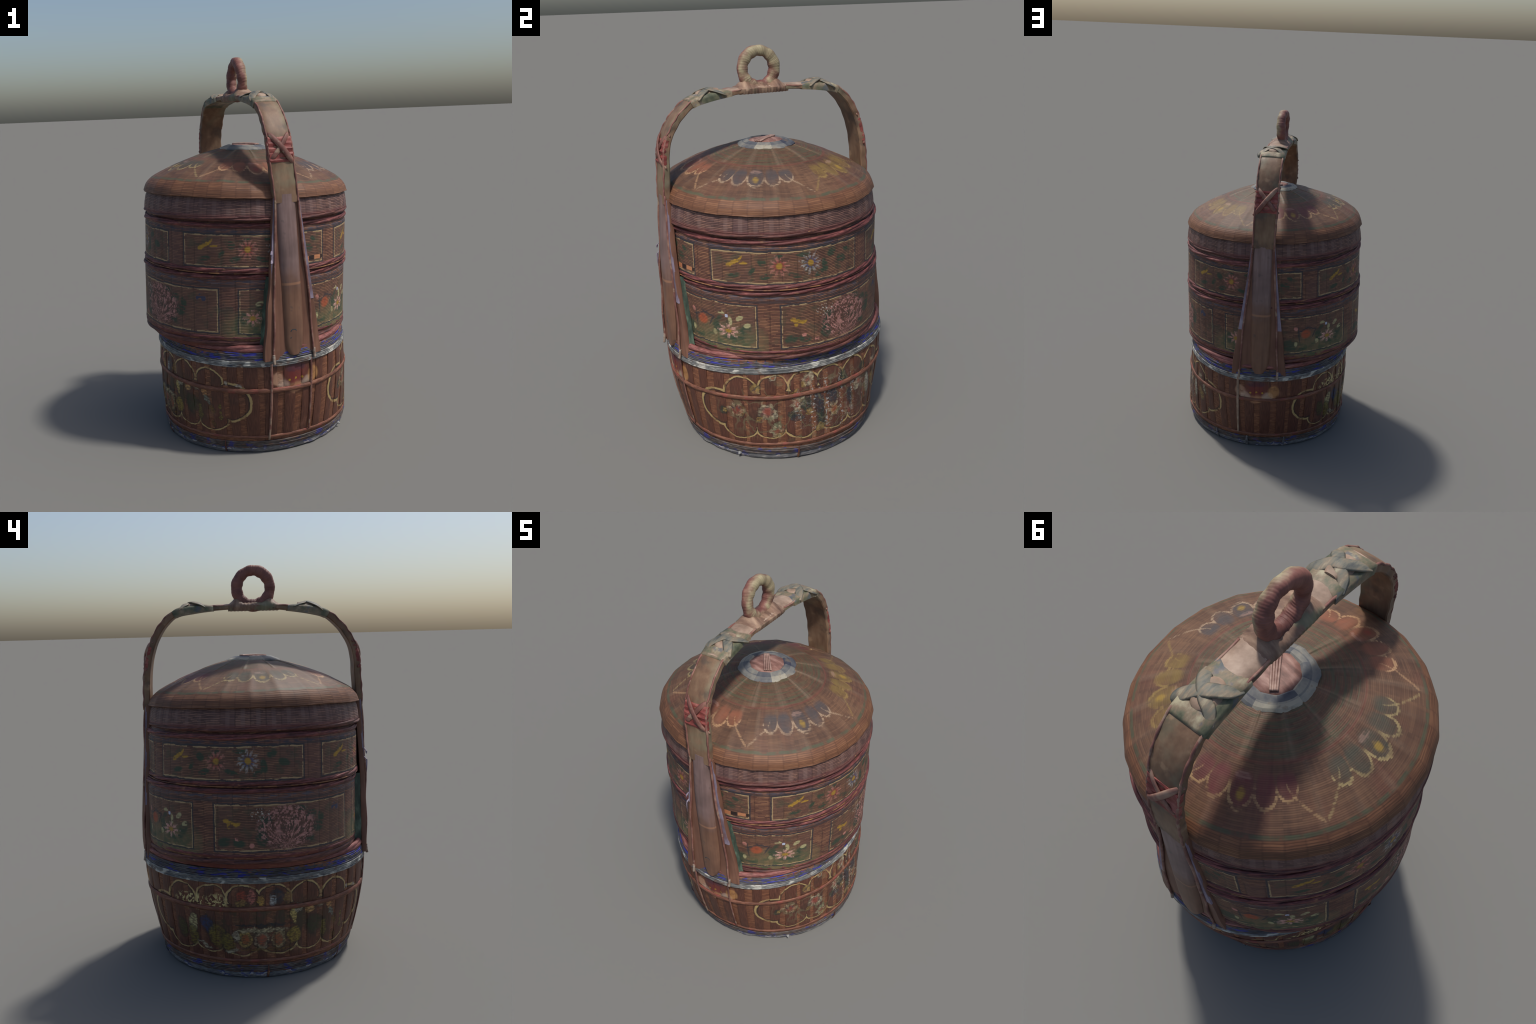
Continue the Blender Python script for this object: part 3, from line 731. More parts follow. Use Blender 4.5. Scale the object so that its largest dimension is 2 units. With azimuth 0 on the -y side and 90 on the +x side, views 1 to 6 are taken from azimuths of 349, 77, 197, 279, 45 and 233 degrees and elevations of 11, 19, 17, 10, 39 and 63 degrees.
NST = 38
def stave(th0, hw, z0, z1, seed):
    """one flat upright slat, slightly crowned, lying on the wall"""
    nu, nv = 7, 16
    g = np.random.default_rng(seed)
    uu = np.linspace(-1, 1, nu); vv = np.linspace(0, 1, nv)
    skew = g.uniform(-0.006, 0.006)
    UU, VV = np.meshgrid(uu, vv)
    Z = z0 + (z1 - z0) * VV
    T = th0 + UU * hw * np.where(np.abs(UU) > .99, 1 - 0.06 * g.random(UU.shape), 1.0) + skew * (VV - 0.5)
    r = r_tub(T, Z) + lump(T, Z, 3, 0.003)
    lift = 0.0028 - 0.0018 * (np.abs(UU) > 0.99) + 0.0012 * np.sin(VV * 5 + seed) - 0.002 * ((VV < .01) | (VV > .99))
    shell = lambda R: np.stack([R * np.cos(T), R * np.sin(T), Z], -1).reshape(-1, 3)
    V = np.vstack([shell(r + lift), shell(r - 0.006)]); n = nu * nv
    F = [tuple(q) for q in grid_faces(nv, nu, False)]
    F += [tuple(n + i for i in q[::-1]) for q in grid_faces(nv, nu, False)]
    per = [i for i in range(nu)] + [nu * (k + 1) - 1 for k in range(1, nv)] + [n - 1 - i for i in range(1, nu)] + [nu * (nv - 1 - k) for k in range(1, nv - 1)]
    for a, b in zip(per, per[1:] + per[:1]):
        F.append((b, a, n + a, n + b))
    return V, F
for i in range(NST):
    t0 = math.radians(-34.8 + i * 360.0 / NST) + random.uniform(-0.008, 0.008)
    hw = math.radians(random.choice([2.6, 3.0, 3.3, 3.7]))
    for (z0, z1) in ((0.370, 0.490), (0.098, 0.345)):
        V, F = stave(t0 + random.uniform(-0.006, 0.006), hw, z0, z1, i * 2 + (z0 > 0.2))
        add_local('stave', V, F, M_STAVE[int(tub_face(np.array(t0)))], tub, sharp=65)

def hoop(name, strands, mat, parent, kind=None):
    V, F = join([ring_strand(**s) for s in strands])
    return add_local(name, V, F, mat, parent, kind=kind)
RT = r_tub
hoop('middle_hoop', [dict(R=0.002, Zc=0.357, tube=0.0125, flat=0.5, seed=21, wob=0.003, rfun=RT, chew=0.05)], M_HOOP, tub)
hoop('lower_hoop', [dict(R=0.001, Zc=0.092, tube=0.009, flat=0.55, seed=22, wob=0.003, rfun=RT)], M_HOOP, tub)
hoop('blue_binding', [dict(R=0.001 - 0.006 * (k / 5) , Zc=0.521 + k * 0.0078, tube=0.0050, seed=30 + k, wob=0.0016, rfun=RT, chew=0.2) for k in range(5)], M_BLUE, tub, 'stuff')
hoop('pale_binding', [dict(R=0.004, Zc=0.489 + k * 0.0075, tube=0.0050, seed=40 + k, wob=0.0018, rfun=RT, chew=0.2) for k in range(4)], M_PALE, tub, 'stuff')
hoop('rim_hoop', [dict(R=-0.015, Zc=0.571, tube=0.0118, seed=50 + p, wob=0.004, rfun=RT, orbit=0.005, turns=4, phase=p * 2.1) for p in range(3)], M_PINK, tub)
hoop('blue_foot_binding', [dict(R=0.001, Zc=0.038 + k * 0.0085, tube=0.0052, seed=60 + k, wob=0.0018, rfun=RT, chew=0.2) for k in range(4)], M_FOOTB, tub, 'stuff')
# chipped foot rim
nth = 240
th = np.arange(nth) / nth * TAU
prof = [(-.010, .000), (.002, .001), (.007, .008), (.009, .018), (.007, .028), (.001, .033), (-.010, .030)]
rings = []
gch = np.random.default_rng(5)
jit = np.repeat(gch.uniform(-1, 1, nth // 4), 4)
for k, (dr, z) in enumerate(prof):
    r = r_tub(th, 0.012) + dr + lump(th, th * 0, 70 + k, 0.003) + 0.0022 * jit * (k not in (0, 6))
    zz = np.maximum(0.0, z + 0.003 * np.roll(jit, 3 * k) * (k in (3, 4, 5)))
    rings.append(np.stack([r * np.cos(th), r * np.sin(th), zz], -1))
V = np.array(rings).reshape(-1, 3)
F = [tuple(q) for q in grid_faces(len(prof), nth)]
add_local('foot_rim', V, F, M_FOOT, tub, sharp=30)
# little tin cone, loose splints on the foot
M_TIN = mat_simple('tin_grey', [(0.3, C(104, 104, 106)), (0.7, C(140, 140, 138))], rough=0.5)
def cone(th0, z, r0, h, lean):
    base = np.array([float(r_tub(np.array(th0), z)) * math.cos(th0), float(r_tub(np.array(th0), z)) * math.sin(th0), z])
    dirn = np.array([math.cos(th0), math.sin(th0), lean]); dirn /= np.linalg.norm(dirn)
    a = np.array([-math.sin(th0), math.cos(th0), 0]); b = np.cross(dirn, a)
    s = np.arange(10) / 10 * TAU
    return loft([base + r * (np.cos(s)[:, None] * a + np.sin(s)[:, None] * b) + dirn * d for r, d in ((r0, -0.008), (r0 * .55, h * .5), (0.001, h))])
V, F = cone(math.radians(-36.4), 0.022, 0.015, 0.022, -0.25)
add_local('foot_peg', V, F, M_TIN, tub, sharp=30)
for deg, w in ((-2, .010), (-118, .008), (-165, .010), (72, .012), (95, .016), (120, .014)):
    t0 = math.radians(deg)
    path = []
    for z, d in ((.002, .010), (.02, .013), (.05, .012), (.075, .008)):
        r = float(r_tub(np.array(t0), z)) + d
        path.append((r * math.cos(t0 + z * .1), r * math.sin(t0 + z * .1), z))
    V, F = tube(path, [w * .5, w * .6, w * .5, w * .2], 6, flat=0.4, up=(math.cos(t0), math.sin(t0), 0))
    add_local('splint_end', V, F, M_TAN if deg in (-2, -118, -165) else M_FOOT, tub)

# ------------------------------------------------------------------ trays
low = group('lower_tray', ROOT, Matrix.Translation((-.003, 0, 0)) @ upper_matrix(0.009))
wall('lower_tray_wall', [(.510, .552), (.520, .570), (.532, .590), (.5455, .618), (.5455, .66), (.5445, .90), (.538, .940)], M_L, low, seed=7, z0=.60, z1=.905)
hoop('lower_tray_foot_hoop', [dict(R=.534, Zc=.594, tube=.010, seed=80 + k, wob=.0025, orbit=.006, turns=5, phase=2.1 * k) for k in range(3)], M_RED2, low)
hoop('lower_tray_splint_hoop', [dict(R=.5445, Zc=.622, tube=.0075, flat=.6, seed=85, wob=.002)], M_RED, low)
hoop('lower_tray_tan_splint', [dict(R=.541, Zc=.6095, tube=.0035, seed=86, wob=.002)], M_TAN, low)
hoop('lower_tray_top_hoop', [dict(R=.540, Zc=.927, tube=.0078, seed=90 + k, wob=.0028, orbit=.0058, turns=6, phase=2.1 * k) for k in range(3)], M_RED, low)

up = group('upper_tray', ROOT, upper_matrix(0.000))
wall('upper_tray_wall', [(.536, .942), (.543, .962), (.5425, .98), (.540, 1.15), (.534, 1.186), (.526, 1.196), (.522, 1.206)], M_U, up, seed=9, z0=.968, z1=1.152)
hoop('upper_tray_foot_hoop', [dict(R=.539, Zc=.961, tube=.0078, seed=100 + k, wob=.0026, orbit=.0055, turns=7, phase=2.1 * k) for k in range(3)], M_RED, up)
hoop('upper_tray_tan_splint', [dict(R=.5465, Zc=.9475, tube=.0034, seed=105, wob=.0022)], M_TAN, up)
hoop('upper_tray_top_hoop', [dict(R=.536, Zc=1.178, tube=.0078, seed=110 + k, wob=.0035, orbit=.0052, turns=5, phase=2.1 * k) for k in range(3)], M_RED, up)

lid = group('lid', ROOT, upper_matrix(-0.010))
wall('cover_band', [(.534, 1.200), (.544, 1.212), (.5405, 1.25), (.5345, 1.285), (.528, 1.302), (.522, 1.325)], M_CO, lid, seed=13, z0=1.222, z1=1.33)
hoop('cover_foot_hoop', [dict(R=.540, Zc=1.2125, tube=.0060, seed=120 + k, wob=.0028, orbit=.0042, turns=6, phase=3.1 * k) for k in range(2)], M_RED2, lid)

# lid shell: shallow cone with ribs, scalloped lower edge and a thick lip
LR = np.array([0, .06, .10, .15, .20, .25, .30, .375, .45, .49, .513, .529, .5365, .5425])
LZ = np.array([1.533, 1.531, 1.527, 1.518, 1.504, 1.487, 1.468, 1.435, 1.398, 1.376, 1.358, 1.341, 1.325, 1.304])
arc = np.concatenate([[0], np.cumsum(np.hypot(np.diff(LR), np.diff(LZ)))])
ns = 330; nth = 48 * 12
ss = np.linspace(0.004, arc[-1], ns)
rr = np.interp(ss, arc, LR); zz = np.interp(ss, arc, LZ)
rr_s = np.convolve(np.pad(rr, 7, 'edge'), np.ones(15) / 15, 'valid'); zz_s = np.convolve(np.pad(zz, 7, 'edge'), np.ones(15) / 15, 'valid')
kk = np.clip((ss - 0.06) / 0.05, 0, 1) * np.clip((arc[-1] - ss) / 0.01, 0, 1)
rr = rr_s * kk + rr * (1 - kk); zz = zz_s * kk + zz * (1 - kk)
th = np.arange(nth) / nth * TAU
nr = np.gradient(zz, ss); nz = np.gradient(rr, ss)
T, S = np.meshgrid(th, ss)
Rr = rr[:, None] + 0 * T; Zz = zz[:, None] + 0 * T
q = rr[:, None] / 0.0064; q = q - np.floor(q)
rowp = np.sqrt(np.clip(1 - (2 * q - 1) ** 2, 0, 1))
rowp = np.where(rr[:, None] > .512, np.sqrt(np.clip(1 - (2 * ((zz[:, None] / .0078) % 1) - 1) ** 2, 0, 1)), rowp)
rib_in = np.exp(-((((T * 12 / TAU) % 1) - 0.0 + 0.5) % 1 - 0.5) ** 2 / 0.0030)
rib_out = np.exp(-(((((T * 24 / TAU) + .5) % 1) + 0.5) % 1 - 0.5) ** 2 / 0.030)
w_in = np.clip((0.30 - rr) / 0.03, 0, 1)[:, None]
disp = 0.0007 * rowp + rib_in * w_in * 0.0034 + rib_out * (1 - w_in) * 0.0026 * np.clip((rr[:, None] - .28) / .1, 0, 1)
fade = np.clip(rr / 0.12, 0, 1)[:, None]
disp = disp * fade + lump(T, S * 2, 15, 0.0035) * fade
edge = np.clip((ss - (arc[-1] - 0.05)) / 0.05, 0, 1)[:, None] ** 2
scal = edge * (0.0015 * np.abs(np.sin(T * 24)) + lump(T, T * 0, 17, 0.004))
# one flank of the old lid has swollen
dth = np.mod(T - math.radians(-135) + math.pi, TAU) - math.pi
swell = 0.017 * np.exp(-(dth / 0.85) ** 2) * np.clip((Rr - .14) / .26, 0, 1) * np.where(Rr > .5, 1 - (Rr - .5) / .09, 1.0)
R = Rr - nr[:, None] * disp + 0.006 * np.exp(-(dth / 0.85) ** 2) * np.clip((Rr - .3) / .2, 0, 1)
Z = Zz + nz[:, None] * disp + scal + swell
V = [np.stack([R * np.cos(T), R * np.sin(T), Z], -1).reshape(-1, 3)]
# lip and underside
lastR, lastZ = R[-1], Z[-1]
for dr, dz in ((-.004, -.002), (-.0095, .002), (-.014, .02)):
    V.append(np.stack([(lastR + dr) * np.cos(th), (lastR + dr) * np.sin(th), lastZ + dz], -1))
V = np.vstack(V)
F = grid_faces(ns + 3, nth)[:, ::-1]
V = np.vstack([V, [[0, 0, 1.533]]])
j = np.arange(nth)
F = [F, np.stack([np.full(nth, len(V) - 1), (j + 1) % nth, j], -1)]
add_local('lid_shell', V, F, M_LID, lid)

# lid cap: faceted pale-blue collar round a pink disc with a cane loop across it
def mat_collar():
    nb = NB('chipped_blue_white_collar')
    th, z, x, y = nb.polar()
    r = nb.length(nb.vec(x, y, 0.0))
    sec = nb.white(nb.vec((th / 36.0).floor(), r.gt(0.112), 3.0))
    f = nb.noise(nb.obj(), 26.0, 4.0)
    col = nb.ramp(sec * 0.55 + f * 0.55 + r.gt(0.118) * 0.14 - 0.05, [(0.26, C(54, 56, 70)), (0.46, C(84, 86, 90)), (0.66, C(118, 116, 110)), (0.86, C(154, 148, 132))])
    col = nb.mix(nb.step(f, 0.58, 0.66) * 0.5, col, C(112, 96, 80))
    return nb.done(col, 0.6, f, 0.002, 0.4)
M_COLLAR = mat_collar()
M_DISC = mat_simple('faded_pink_disc', [(0.32, C(96, 68, 60)), (0.5, C(132, 96, 86)), (0.7, C(162, 130, 118))], 22.0, vecscale=(0.5, 1.6, 1))
ng = 44
ta = np.arange(ng) / ng * TAU
gq = np.random.default_rng(8)
octa = lambda r, n: r * math.cos(math.pi / n) / np.cos((ta % (TAU / n)) - math.pi / n)
ragged = np.repeat(gq.uniform(-0.006, 0.006, ng // 2), 2)
rings = []
for r, z, n in ((.142, 1.512, 0), (.143, 1.522, 0), (.134, 1.529, 0), (.104, 1.541, 10), (.094, 1.544, 10), (.086, 1.539, 10)):
    rad = (r + ragged if n == 0 else octa(r, n)) * np.ones(ng)
    rings.append(np.stack([rad * np.cos(ta), rad * np.sin(ta), z + 0 * ta + (lump(ta, ta * 0, 3, .003) if n == 0 else 0)], -1))
V, F = loft(rings, True, False)
add_local('lid_collar', V, F, M_COLLAR, lid, smooth=True, sharp=14)
rings = [np.stack([octa(r, 10) * np.cos(ta), octa(r, 10) * np.sin(ta), z + 0.0012 * np.sin(ta * 5 + r * 90)], -1) for r, z in ((.090, 1.531), (.088, 1.5395), (.06, 1.544), (.03, 1.546), (.004, 1.547))]
V, F = loft(rings, True, True)
add_local('lid_disc', V, F, M_DISC, lid)
parts = []
ca, sa = math.cos(math.radians(-43)), math.sin(math.radians(-43))
for k in range(4):
    o = (k - 1.5) * 0.0085
    path = []
    for t in (-.074, -.04, 0, .04, .076):
        path.append((t * ca - o * sa * (1 + t * 2), t * sa + o * ca * (1 + t * 2), 1.5455 + 0.003 * (1 - (t / .08) ** 2) + 0.001 * (k % 2)))
    parts.append(tube(path, 0.0046, 6))
V, F = join(parts)
M_LOOP = mat_simple('pale_pink_cane', [(0.3, C(126, 94, 86)), (0.7, C(176, 148, 134))], 30.0)
add_local('lid_loop', V, F, M_LOOP, lid, kind='stuff')

# ------------------------------------------------------------------ handle
hd = group('handle', ROOT, HANDLE_M)
M_STRAP = mat_wood('weathered_brown_strap', C(84, 64, 52), C(116, 90, 70), C(142, 118, 94), 2, 6.0, 0.25,
                   patch=[(C(64, 58, 54), 9.0, 0.52, 0.66, 0.6), (C(112, 116, 94), 5.0, 0.50, 0.62, 0.45), (C(160, 132, 104), 16.0, 0.60, 0.72, 0.5)])
M_TOP = mat_simple('rubbed_pinkish_cane', [(0.3, C(114, 94, 80)), (0.5, C(144, 121, 104)), (0.72, C(170, 148, 130))], 14.0)
M_RAIL = mat_simple('red_edge_rail', [(0.3, C(90, 56, 50)), (0.5, C(122, 82, 73)), (0.72, C(156, 128, 110))], 12.0, spots=[(C(150, 132, 112), 16.0, 0.58, 0.66, 0.7)])
M_BOARD = mat_wood('brown_leg_board', C(88, 58, 48), C(112, 78, 63), C(136, 98, 80), 2, 9.0, 0.05)
M_CREST = mat_simple('lilac_grey_leg', [(0.3, C(104, 90, 100)), (0.5, C(130, 118, 134)), (0.72, C(160, 150, 162))], 8.0, spots=[(C(104, 72, 66), 10.0, 0.56, 0.68, 0.7)])
M_TONG = mat_tongue()
M_BACK = mat_simple('dusty_green_backing', [(0.3, C(38, 46, 40)), (0.5, C(62, 76, 64)), (0.72, C(106, 126, 106))], 26.0, vecscale=(1, 1, .4))
M_KNOTG = mat_simple('green_blue_faded_cane', [(0.32, C(68, 74, 58)), (0.44, C(98, 98, 78)), (0.54, C(126, 110, 90)), (0.68, C(158, 150, 124))], 16.0, vecscale=(1.4, 0.8, 1.0),
                      spots=[(C(76, 84, 98), 18.0, 0.56, 0.66, 0.6)])
M_KNOTB = mat_simple('blue_grey_cane', [(0.30, C(78, 80, 78)), (0.46, C(108, 106, 94)), (0.58, C(128, 114, 96)), (0.72, C(160, 152, 126))], 20.0, vecscale=(2.4, 0.7, 1.0))
M_PAD = mat_simple('tan_knot_pad', [(0.3, C(122, 104, 86)), (0.5, C(146, 122, 104)), (0.7, C(166, 144, 124))], 18.0)
M_KRED = mat_simple('red_cloth_binding', [(0.3, C(92, 48, 46)), (0.5, C(128, 62, 57)), (0.72, C(158, 104, 94))], 16.0, vecscale=(1, 1, 2.5))
M_RING = mat_cane_ring()
M_INK = mat_simple('blue_ink', [(0.3, C(44, 54, 60)), (0.7, C(58, 68, 74))])

# control stations along the strap: y, z, x centre, half width, thickness
ST = [(-.573, 1.285, .010, .060, .034), (-.570, 1.36, .006, .060, .033), (-.562, 1.44, .000, .061, .032), (-.556, 1.52, -.005, .062, .031), (-.538, 1.593, -.006, .060, .030),
      (-.509, 1.648, -.007, .060, .030), (-.470, 1.700, -.0065, .058, .030), (-.404, 1.756, -.007, .058, .030), (-.33, 1.776, -.0065, .059, .027), (-.22, 1.789, -.0065, .058, .022), (-.10, 1.798, -.0065, .057, .019),
      (.05, 1.800, -.0065, .057, .018), (.18, 1.796, -.0065, .058, .020), (.28, 1.790, -.007, .061, .025), (.378, 1.775, -.007, .063, .029), (.442, 1.724, -.007, .063, .030), (.483, 1.665, -.006, .063, .030),
      (.510, 1.605, -.008, .062, .030), (.531, 1.53, -.006, .062, .030), (.544, 1.45, -.004, .062, .032), (.549, 1.37, -.002, .061, .033), (.552, 1.285, .000, .062, .034)]
SP = catmull(ST, 190)
SP[:, 3] += .0035
d = np.gradient(SP[:, :2], axis=0); d /= np.linalg.norm(d, axis=1)[:, None]
SN = np.stack([-d[:, 1], d[:, 0]], -1)          # outward normal in (y, z)
gst = np.random.default_rng(21)
def strap_rings(i0, i1, dw=0.0, dout=0.0, tscale=1.0, crown=0.002):
    rings = []
    for i in range(i0, i1):
        y, z, xc, w, t = SP[i]; n = SN[i]
        w += dw; t *= tscale
        sec = [(-w, -t * .85), (-w * .93, -t), (0, -t), (w * .93, -t), (w, -t * .85), (w, -.004), (w * .93, 0), (w * .45, crown), (0, crown * 1.3), (-w * .45, crown), (-w * .93, 0), (-w, -.004)]
        wig = 0.0015 * math.sin(i * 0.7)
        rings.append([(xc + a + wig, y + n[0] * (b + dout), z + n[1] * (b + dout)) for a, b in sec])
    return rings
V, F = loft(strap_rings(0, len(SP)))
add_local('strap', V, F, M_STRAP, hd, sharp=40)
def idx_of(y=None, z=None, front=True):
    half = range(0, 95) if front else range(95, 190)
    if y is not None: return min(half, key=lambda i: abs(SP[i, 0] - y))
    return min(half, key=lambda i: abs(SP[i, 1] - z) + (10 if abs(SP[i, 0]) < .4 else 0))
# paler rubbed skin along the flat top
V, F = loft(strap_rings(idx_of(y=-.40), idx_of(y=.36, front=False), dw=-0.006, dout=0.0025, tscale=0.12, crown=0.005))
add_local('strap_top_skin', V, F, M_TOP, hd, sharp=40)
# raised edge rails on both borders
for sgn in (-1, 1):
    for (a, b) in ((0, idx_of(y=-.13)), (idx_of(y=.10, front=False), 189)):
        path = []
        for i in range(a, b + 1, 3):
            y, z, xc, w, t = SP[i]; n = SN[i]
            o = -0.001 + 0.002 * math.sin(i * 1.3 + sgn)
            path.append((xc + sgn * (w - .004), y + n[0] * o, z + n[1] * o))
        steep = [0.0048, 0.0056, 0.0046, 0.0054, 0.0050]
        V, F = tube(path, steep, 7, n=len(path) * 3)
        add_local('edge_rail', V, F, M_RAIL, hd)

# legs
def leg(front):
    s = -1 if front else 1
    xc0 = (lambda z: 0.012 + 0.010 * (1.3 - z) / .8) if front else (lambda z: 0.0)
    zs = np.linspace(1.315, 0.517, 34)
    Wz = [.50, .55, .77, .88, 1.08, 1.31, 1.34]; Ww = [.160, .157, .130, .114, .090, .066, .062]
    Rw = [.112, .111, .098, .090, .074, .060, .058]
    Yb = ([.50, .6, .7, .9, 1.1, 1.34], [.579, .575, .571, .571, .571, .563]) if front else ([.50, .6, .7, .9, 1.1, 1.34], [.579, .577, .572, .562, .551, .541])
    To = ([.50, .53, .75, 1.0, 1.1, 1.31], [.590, .594, .597, .598, .592, .576]) if front else ([.50, .6, .71, .98, 1.1, 1.31], [.596, .600, .597, .578, .569, .553])
    def outset(z, u):
        """the flare on the outer-left side of each foot stands further out"""
        side = (u < 0) if front else (u > 0)
        return (.011 if side else .0) * float(np.clip((1.15 - z) / .25, 0, 1)) * float(np.clip((z - .46) / .22, 0, 1)) * float(np.clip(abs(u) / .03, 0, 1))
    def dropf(z, u):
        k = (-0.1 if u < 0 else 1.0) if front else (-0.1 if u > 0 else 0.8)
        return k * float(np.clip((1.2 - z) / .7, 0.2, 1))
    rings = []
    for z in zs:
        w = np.interp(z, Wz, Ww); rw = np.interp(z, Wz, Rw); y0 = np.interp(z, *Yb); xc = xc0(z)
        ex = lambda u: outset(z, u)
        sec = []
        us = [-w, -w * .985, -rw, -rw * .5, 0, rw * .5, rw, w * .985, w]
        for u in us: sec.append((u, y0 + ex(u) - dropf(z, u) * u * u - (0.003 if abs(u) == w else 0) - .004 * (abs(u) < rw * .8)))
        for u in us[::-1]: sec.append((u, y0 + ex(u) - dropf(z, u) * u * u - .026 - (-0.003 if abs(u) == w else 0)))
        wig = 0.002 * math.sin(z * 31 + s)
        rings.append([(xc + a + wig * (abs(a) > rw), s * b, z) for a, b in sec])
    V, F = loft(rings)
    if not front: F = [f[::-1] for f in F]
    add_local('leg_board', V, F, M_BOARD, hd, sharp=40)
    # red cane ribs down both sides, running on as thin laths over the tub
    for sg in (-1, 1):
        path = []
        for z in (1.33, 1.2, 1.05, .93, .8, .68, .58, .528):
            rw = np.interp(z, Wz, Rw); y0 = np.interp(z, *Yb); drop = dropf(z, sg)
            path.append((xc0(z) + sg * rw + .002 * math.sin(z * 40 + sg), s * (y0 + outset(z, sg) - drop * rw * rw + .005 + .003 * math.sin(z * 23 + sg)), z))
        V, F = tube(path, [.0052, .0064, .0056, .0054, .0050], 8, n=60)
        add_local('leg_rib', V, F, M_RAIL, hd)
        # pale cane cuff at its foot
        z = .530; rw = .112; y0 = np.interp(z, *Yb) + outset(z, sg) - dropf(z, sg) * rw * rw
        V, F = tube([(xc0(z) + sg * rw, s * (y0 + .006), z + .018), (xc0(z) + sg * rw, s * (y0 + .0065), z), (xc0(z) + sg * rw, s * (y0 + .012), z - .03)], [.0070, .0078, .0070], 8)
        add_local('rib_cuff', V, F, M_PALECUFF, hd)
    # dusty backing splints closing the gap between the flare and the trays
    for sg in (-1, 1):
        rings = []
        for z in np.linspace(.93, .572, 14):
            w = np.interp(z, Wz, Ww) - .006; y0 = np.interp(z, *Yb)
            yo = y0 + outset(z, sg) - dropf(z, sg) * w * w - .014
            yi = math.sqrt(max(.545 ** 2 - (w + .02) ** 2, 0)) - .012
            j = .003 * math.sin(z * 70 + sg)
            rings.append([(xc0(z) + sg * (w - .01), s * yo, z), (xc0(z) + sg * w, s * yo, z), (xc0(z) + sg * (w + .012 + j), s * yi, z), (xc0(z) + sg * (w + .002 + j), s * yi, z)])
        V, F = loft(rings)
        add_local('leg_backing', V, F, M_BACK, hd, sharp=40)
    # lilac sheen of the upper leg, modelled as thin strips beside the tongue
    for sg in (-1, 1):
        rings = []
        lo = 1.0 if (front and sg < 0) else .80
        for z in np.linspace(1.31, lo, 16):
            w = np.interp(z, Wz, Ww); rw = np.interp(z, Wz, Rw); y0 = np.interp(z, *Yb); drop = dropf(z, sg)
            f = lambda u: y0 + outset(z, sg) - drop * u * u
            a, b = rw + .004, max(w * .992, rw + .006)
            jag = .004 * math.sin(z * 60)
            rings.append([(xc0(z) + sg * a, s * (f(a) + .0025), z), (xc0(z) + sg * b, s * (f(b) + .0022), z + jag * 0), (xc0(z) + sg * b, s * (f(b) - .006), z), (xc0(z) + sg * a, s * (f(a) - .006), z)])
        V, F = loft(rings)
        add_local('leg_sheen_strip', V, F, M_CREST, hd, sharp=40)
    # bamboo tongue: long half-round slip with a rounded lower end
    rings = []
    for z in np.concatenate([np.linspace(1.325, .66, 40), np.linspace(.65, .534, 22)]):
        tw = float(np.interp(z, [.534, .538, .552, .578, .61, .66, .8, .9, 1.1, 1.33], [.026, .031, .039, .049, .053, .055, .057, .055, .053, .050])) + (0.004 if not front else 0)
        yo = np.interp(z, *To); yb = np.interp(z, *Yb) - .004
        if z > 1.29: yo = min(yo, np.interp(z, *Yb) + .012)
        node = .0025 * math.exp(-((z - .893) / .006) ** 2)
        bulge = max(yo - yb, .008) + node
        sec = []
        for a in np.linspace(-1, 1, 13):
            sec.append((a * tw, yb + bulge * (1 - abs(a) ** 2.6) ** .6))
        sec += [(tw * .6, yb - .004), (-tw * .6, yb - .004)]
        sk = .004 * math.sin(z * 7) * s
        rings.append([(xc0(z) + a + sk, s * b, z) for a, b in sec])
    V, F = loft(rings)
    add_local('leg_tongue', V, F, M_TONG, hd, sharp=50)
    # crossed red cloth binding
    zc = 1.545 if front else 1.555
    i = idx_of(z=zc, front=front)
    def at(u, dz, o):
        j = idx_of(z=zc + dz, front=front); y, z, xc, w, t = SP[j]; n = SN[j]
        return (xc + u * w, y + n[0] * o, z + n[1] * o)
    parts = []
    parts.append(tube([at(-1.02, .075, -.012), at(-.6, .05, .006), at(0, .0, .014), at(.6, -.05, .008), at(1.03, -.085, -.012)], [.008, .013, .014, .014, .010], 8, flat=.45, up=(0, s, 0)))
    parts.append(tube([at(1.02, .075, -.012), at(.6, .045, .004), at(0, .0, .008), at(-.6, -.045, .004), at(-1.03, -.07, -.012)], [.008, .012, .012, .013, .010], 8, flat=.45, up=(0, s, 0)))
    V, F = join(parts)
    add_local('binding_cross', V, F, M_RAIL, hd)
    ii = sorted((idx_of(z=zc + .05, front=front), idx_of(z=zc - .065, front=front)))
    rings = []
    for k, j in enumerate(range(ii[0], ii[1] + 1)):
        y, z, xc, w, t = SP[j]; n = SN[j]
        f = (z - zc) / .06
        ws = w * (1.0 + .02 * math.sin(k * 1.9))
        h = .003 + .0022 * math.sin(k * 2.1) + .0015
        sec = [(-ws, -.016), (-ws * 1.03, -.002), (-ws * .9, h), (-ws * .45, h + .002 * math.sin(k * 1.3)), (0, h - .001), (ws * .45, h + .002 * math.cos(k * 1.7)), (ws * .9, h), (ws * 1.03, -.002), (ws, -.016)]
        rings.append([(xc + a, y + n[0] * b, z + n[1] * b) for a, b in sec])
    V, F = loft(rings)
    add_local('binding_cloth', V, F, M_KRED, hd, sharp=30)
    # woven knot on the shoulder of the arch
    yk = -.30 if front else .285
    def top(y, u, o):
        j = idx_of(y=y, front=front); yy, z, xc, w, t = SP[j]; n = SN[j]
        return (xc + u * w, yy + n[0] * o, z + n[1] * o)
    parts = []
    rings = []
